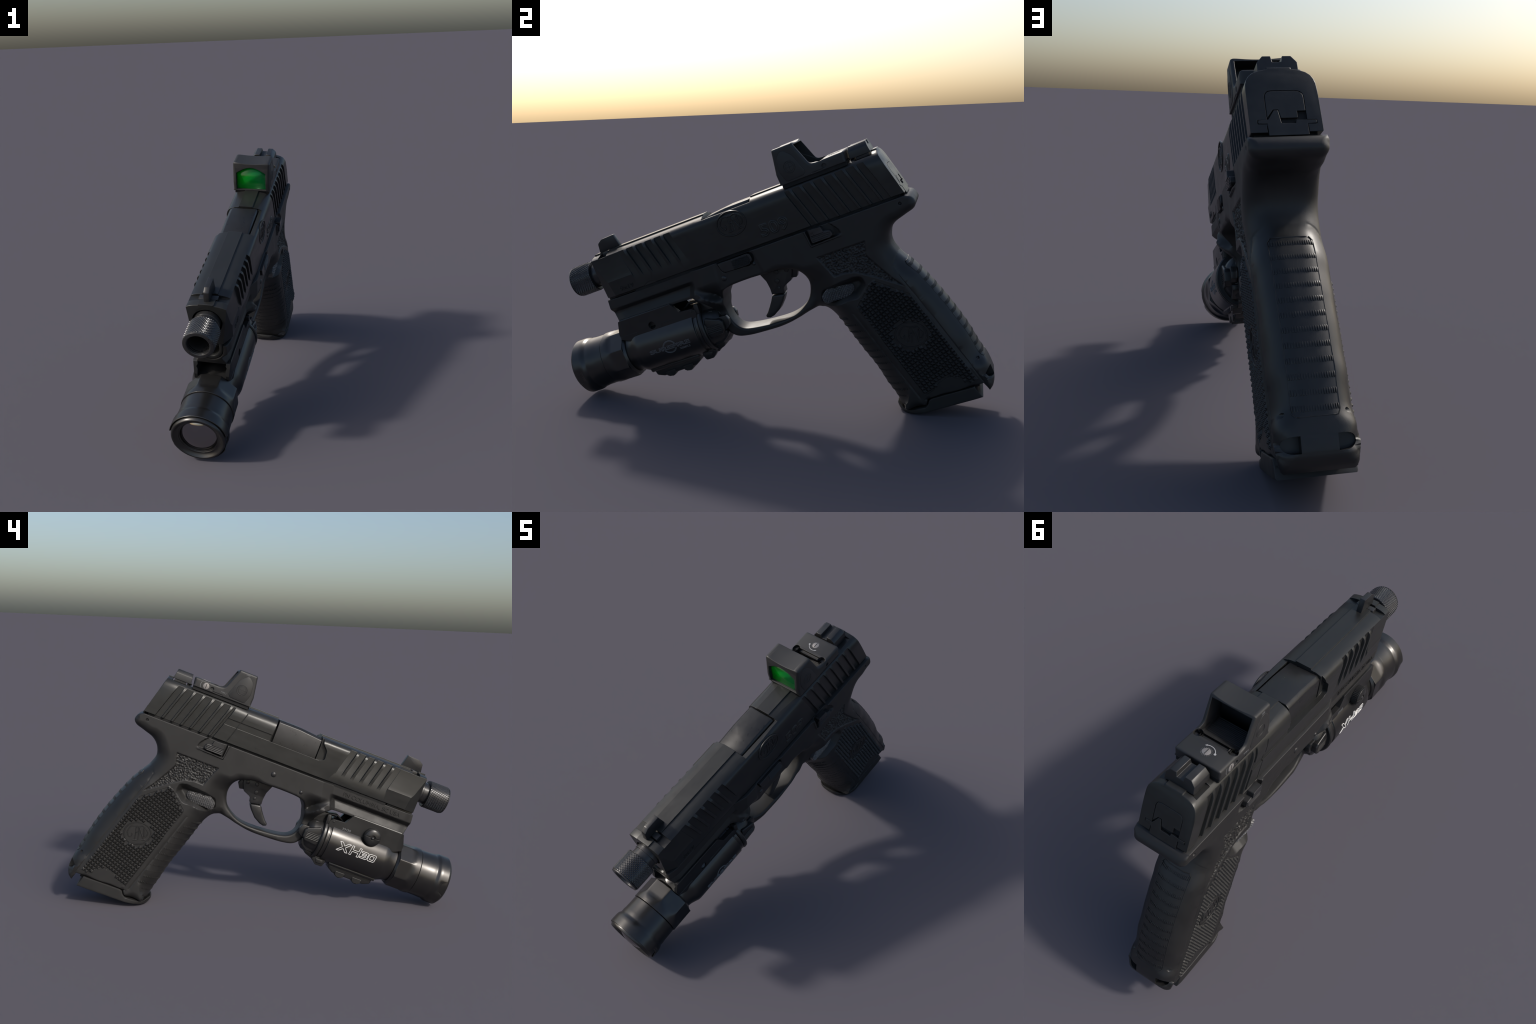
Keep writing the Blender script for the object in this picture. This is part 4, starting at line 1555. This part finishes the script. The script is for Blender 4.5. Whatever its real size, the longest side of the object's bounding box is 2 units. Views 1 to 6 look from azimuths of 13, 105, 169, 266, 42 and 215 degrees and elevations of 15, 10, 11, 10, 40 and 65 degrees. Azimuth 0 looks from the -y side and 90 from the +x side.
# rail clamp
CL_OUT = fillet([(0.358, -0.236, 0), (0.359, -0.186, .006), (0.374, -0.175, .008), (0.438, -0.1705, .003), (0.467, -0.1195, .003), (0.732, -0.1165, .006), (0.750, -0.1225, .006), (0.772, -0.180, .003), (0.770, -0.209, .006), (0.712, -0.232, 0)], 4)


def clamp(bm):
    side_prism(bm, CL_OUT, -0.0900, 0.0900)


CLAMP = part("rail_clamp", clamp, LIGHT, WL, 0.0)


def clamp_cut(bm):
    cross_prism(bm, [(-0.066, -0.192), (-0.066, -0.158), (-0.072, -0.146), (-0.066, -0.136), (-0.070, -0.10), (0.070, -0.10), (0.066, -0.136), (0.072, -0.146), (0.066, -0.158), (0.066, -0.192)], 0.30, 0.80)
    disc_w(bm, 0.590, -0.188, 0.0180, 0.070, 0.14, 32)
    for sg in (1, -1):
        add_prism(bm, [(0.30, sg * 0.079, -0.10), (0.30, sg * 0.096, -0.10), (0.30, sg * 0.096, -0.134)], [(0.80, sg * 0.079, -0.10), (0.80, sg * 0.096, -0.10), (0.80, sg * 0.096, -0.134)])
        # nose of the clamp narrows
        add_prism(bm, [(0.735, sg * 0.0905, -0.30), (0.79, sg * 0.0905, -0.30), (0.79, sg * 0.078, -0.30)], [(0.735, sg * 0.0905, -0.05), (0.79, sg * 0.0905, -0.05), (0.79, sg * 0.078, -0.05)])


boolean(CLAMP, temp(clamp_cut))
clean(CLAMP, LIGHTD, 25)


def clamp_lines(bm):
    for pts in ([(0.765, -0.196), (0.678, -0.196), (0.678, -0.205), (0.690, -0.207), (0.690, -0.218)], [(0.560, -0.218), (0.560, -0.207), (0.548, -0.207), (0.548, -0.193), (0.470, -0.191)]):
        for a, b in zip(pts, pts[1:]):
            tube(bm, [(a[0], 0.0898, a[1]), (b[0], 0.0898, b[1])], 0.0011, 4)


part("clamp_seam", clamp_lines, GREYLINE, CLAMP)
for sg in (1, -1):
    part("clamp_rivet", lambda bm: disc_w(bm, 0.378, -0.186, 0.0055, sg * 0.086, sg * 0.0918, 14), LIGHTD, CLAMP, 0.001)


def thumb_screw(bm):
    n = 72
    pts = []
    for i in range(n):
        a = 2 * math.pi * i / n
        r = 0.0435 + (0.0016 if i % 2 else 0)
        pts.append((0.592 + r * math.cos(a), -0.190 + r * math.sin(a)))
    side_prism(bm, pts, -0.0910, -0.1175)


TS = part("thumb_screw", thumb_screw, LIGHTD, WL, 0.0)
bm = bmesh.new()
rings = [[bm.verts.new((0.592 + r * math.cos(a), -w, -0.190 + r * math.sin(a))) for a in np.linspace(0, 6.2831853, 40, endpoint=False)] for r, w in ((0.0425, 0.1190), (0.0415, 0.1225), (0.036, 0.1265), (0.022, 0.1292), (0.008, 0.1300))]
for a, b in zip(rings, rings[1:]):
    for i in range(40):
        j = (i + 1) % 40
        bm.faces.new((a[i], a[j], b[j], b[i]))
bm.faces.new(rings[-1])
bm.faces.new(rings[0][::-1])
TSH = bm_obj("thumb_screw_head", bm, LIGHTD, TS, 40)


def slot_cut(bm):
    box(bm, 0.545, 0.640, -0.1235, -0.14, -0.1925, -0.1875)
    disc_w(bm, 0.592, -0.190, 0.0135, -0.1215, -0.14, 24)


boolean(TSH, temp(slot_cut))
clean(TSH, LIGHTD, 35)
bm = bmesh.new()
bmesh.ops.create_uvsphere(bm, u_segments=20, v_segments=10, radius=0.0085, matrix=Matrix.Translation((0.592, -0.1225, -0.1935)))
bm_obj("screw_stud", bm, STEEL, TS, 60)
TSH.parent = TS.parent
TS.name, TSH.name = "thumb_screw_rim", "thumb_screw"
TS.parent = TSH
for o in list(TS.children):
    o.parent = TSH
for o in (TS,):
    o.parent = WL
TSH.parent = WL

# tail cap
TC = lathe("tail_cap", [(0.362, 0.0), (0.362, 0.118), (0.357, 0.1225), (0.346, 0.1225), (0.341, 0.118), (0.341, 0.104), (0.332, 0.101), (0.300, 0.099), (0.282, 0.094), (0.268, 0.080), (0.262, 0.055), (0.262, 0.0)], LIGHTD, WL, 80, LX, angle=30)


def tail_shapes(bm):
    # top arch joining cap and rail
    side_prism(bm, fillet([(0.262, -0.255, .01), (0.268, -0.205, .02), (0.285, -0.170, .02), (0.318, -0.157, .01), (0.352, -0.158, .006), (0.356, -0.19, 0), (0.356, -0.26, 0)], 4), -0.052, 0.052)


part("cap_arch", tail_shapes, LIGHTD, TC, 0.008, 3)
for sg in (1, -1):
    def knob(bm):
        side_prism(bm, fillet([(0.262, -0.262, .006), (0.330, -0.236, .01), (0.342, -0.262, .01), (0.342, -0.312, .012), (0.333, -0.335, .012), (0.268, -0.328, .01), (0.254, -0.31, .006), (0.252, -0.275, .006)], 4), sg * 0.055, sg * 0.100)
    KB = part("switch_paddle", knob, LIGHTD, TC, 0.012, 3)

    def ribs(bm):
        for k in range(5):
            t = -0.280 - 0.0078 * k
            tube(bm, [(0.268 - 0.0007 * k, sg * 0.1005, t), (0.336, sg * 0.1005, t - 0.0005)], 0.0024, 6)
    part("paddle_rib", ribs, LIGHTD, TC, angle=60)
    part("cap_button", lambda bm: box(bm, 0.293, 0.318, sg * 0.045, sg * 0.066, -0.240, -0.216), LIGHTD, TC, 0.003, 2)
    part("cap_lug", lambda bm: side_prism(bm, fillet([(0.338, -0.162, .006), (0.358, -0.158, .006), (0.362, -0.205, .006), (0.342, -0.21, .006)], 3), sg * 0.06, sg * 0.088), LIGHTD, TC, 0.003, 2)
    # rear toggle ears that reach beside the trigger guard
    part("toggle_ear", lambda bm: side_prism(bm, fillet([(0.282, -0.255, .006), (0.236, -0.256, .010), (0.228, -0.278, .012), (0.231, -0.305, .01), (0.250, -0.318, .01), (0.282, -0.322, .006)], 4), sg * 0.050, sg * 0.076), LIGHTD, TC, 0.006, 2)
    # lower guards
    part("cap_skirt", lambda bm: side_prism(bm, fillet([(0.258, -0.322, .008), (0.262, -0.352, .02), (0.300, -0.378, .02), (0.345, -0.378, .01), (0.345, -0.330, .01)], 4), sg * 0.030, sg * 0.070), LIGHTD, TC, 0.008, 2)
    # battery latch feet
    part("latch_foot", lambda bm: side_prism(bm, fillet([(0.342, -0.372, .006), (0.414, -0.380, .01), (0.422, -0.404, .008), (0.412, -0.433, .012), (0.374, -0.433, .012), (0.350, -0.412, .01)], 4), sg * 0.026, sg * 0.064), LIGHTD, TC, 0.006, 2)
    part("latch_pad", lambda bm: side_prism(bm, fillet([(0.366, -0.400, .004), (0.406, -0.400, .004), (0.408, -0.418, .006), (0.374, -0.421, .006)], 3), sg * 0.062, sg * 0.068), LIGHTD, TC, 0.0025, 2)
part("latch_arm", lambda bm: side_prism(bm, fillet([(0.300, -0.370, .01), (0.305, -0.398, .012), (0.345, -0.412, .01), (0.40, -0.410, .01), (0.41, -0.375, .01)], 4), -0.045, 0.045), LIGHTD, TC, 0.008, 2)
part("remote_hook", lambda bm: side_prism(bm, [(0.345, -0.160), (0.400, -0.150), (0.414, -0.158), (0.436, -0.170), (0.430, -0.174), (0.408, -0.166), (0.398, -0.159), (0.345, -0.170)], -0.035, 0.035), LIGHTD, TC, 0.003, 2)


# switch panel under the body
def switch_plate(bm):
    cross = fillet([(-0.062, -0.380, 0), (-0.066, -0.402, .004), (-0.058, -0.412, .004), (0.058, -0.412, .004), (0.066, -0.402, .004), (0.062, -0.380, 0)], 3)
    cross_prism(bm, cross, 0.440, 0.702)


SWP = part("switch_plate", switch_plate, LIGHTD, WL, 0.004, 2)


def switch_body(bm):
    side_prism(bm, fillet([(0.448, -0.405, 0), (0.452, -0.430, .012), (0.480, -0.446, .012), (0.512, -0.4475, .01), (0.655, -0.4495, .02), (0.690, -0.436, .012), (0.697, -0.405, 0)], 4), -0.046, 0.046)


part("slide_switch", switch_body, LIGHTD, SWP, 0.008, 3)


def switch_bumps(bm):
    for c in (0.520, 0.616):
        for k in range(7):
            s = c - 0.021 + 0.007 * k
            h = 0.4625 - 0.010 * ((k - 3) / 3) ** 2
            box(bm, s - 0.0026, s + 0.0026, -0.042, 0.042, -h, -0.43)
        side_prism(bm, [(c - 0.026, -0.43), (c - 0.024, -0.449), (c - 0.012, -0.4575), (c + 0.012, -0.4575), (c + 0.024, -0.449), (c + 0.026, -0.43)], -0.050, 0.050)


part("switch_grip", switch_bumps, LIGHTD, SWP, 0.0012, 1)

# ---------------------------------------------------------------- lettering of the light


def outline_letters(bm):
    """large italic outlined model name; glyph outlines in a 1 x 1 box, each placed in its own cell"""
    X = [(0, 0), (.22, 0), (.5, .34), (.78, 0), (1, 0), (.64, .48), (1, 1), (.76, 1), (.52, .66), (.26, 1), (.02, 1), (.37, .5)]
    Hh = [(0, 0), (.19, 0), (.19, .41), (.81, .41), (.81, 0), (1, 0), (1, 1), (.81, 1), (.81, .60), (.19, .60), (.19, 1), (0, 1)]
    T3 = [(0, .02), (.10, 0), (.88, 0), (1, .12), (1, .40), (.92, .5), (1, .60), (1, .88), (.88, 1), (.06, 1), (.06, .78), (.76, .78), (.76, .60), (.22, .60), (.22, .42), (.76, .42), (.76, .22), (0, .22)]
    O1 = [(.12, 0), (.88, 0), (1, .14), (1, .86), (.88, 1), (.12, 1), (0, .86), (0, .14)]
    O2 = [(.26, .24), (.74, .24), (.74, .76), (.26, .76)]
    for g, s0, s1, t0, t1 in ((X, 0.434, 0.497, -0.3125, -0.2640), (Hh, 0.505, 0.557, -0.3125, -0.2640), (T3, 0.562, 0.602, -0.3100, -0.2735), (O1, 0.606, 0.644, -0.3100, -0.2735), (O2, 0.606, 0.644, -0.3100, -0.2735)):
        pts = []
        n = len(g)
        for i in range(n):
            a, b = g[i], g[(i + 1) % n]
            for k in range(4):
                x, y = a[0] + (b[0] - a[0]) * k / 4, a[1] + (b[1] - a[1]) * k / 4
                t = t0 + (t1 - t0) * y
                s_ = s0 + (s1 - s0) * x + 0.16 * (t - t0)
                pts.append((s_, -light_w(s_, t), t))
        tube(bm, pts, 0.0017, 5, True)


part("light_lettering", outline_letters, PRINT, WL, angle=60)
surface_text("clamp_lettering", "XH30", 0.4330, 0.4800, -0.2085, -0.1965, -1, lambda s, t: 0.0897, GREYPRINT, CLAMP, extrude=0.0006)
surface_text("light_lettering", "SUREFIRE", 0.6400, 0.4280, -0.3160, -0.2960, 1, light_w, GREYPRINT, WL, outline_r=0.0015, bold=0.0006)
surface_text("light_lettering", "X00013", 0.4900, 0.4360, -0.3330, -0.3230, 1, light_w, GREYPRINT, WL, extrude=0.0006)


def crescent(bm):
    c = (0.5340, -0.3050)
    for r, tr in ((0.0330, 0.0011), (0.0290, 0.0008)):
        for a0, a1 in ((20, 160), (200, 340)):
            pts = []
            for a in np.linspace(math.radians(a0), math.radians(a1), 22):
                s, t = c[0] + r * math.cos(a), c[1] + r * 0.92 * math.sin(a)
                pts.append((s, light_w(s, t) + 0.0003, t))
            tube(bm, pts, tr, 5)


part("light_logo", crescent, GREYPRINT, WL, angle=60)
surface_text("slide_number", "509", -0.078, -0.216, 0.022, 0.085, 1, lambda s, t: 0.1050, SLIDE, SL, outline_r=0.0030)
surface_text("slide_calibre", "9x19", 0.662, 0.588, 0.014, 0.036, 1, lambda s, t: 0.0990, SLIDE, SL, outline_r=0.0010)
# moulded lettering on the dust cover
surface_text("frame_lettering", "FN COLUMBIA, SC USA", 0.372, 0.690, -0.0465, -0.0240, -1, lambda s, t: 0.0898, POLYMER, FRAME, extrude=0.0022)

for o in list(SC.objects):
    if o.name.startswith("helper"):
        bpy.data.objects.remove(o)
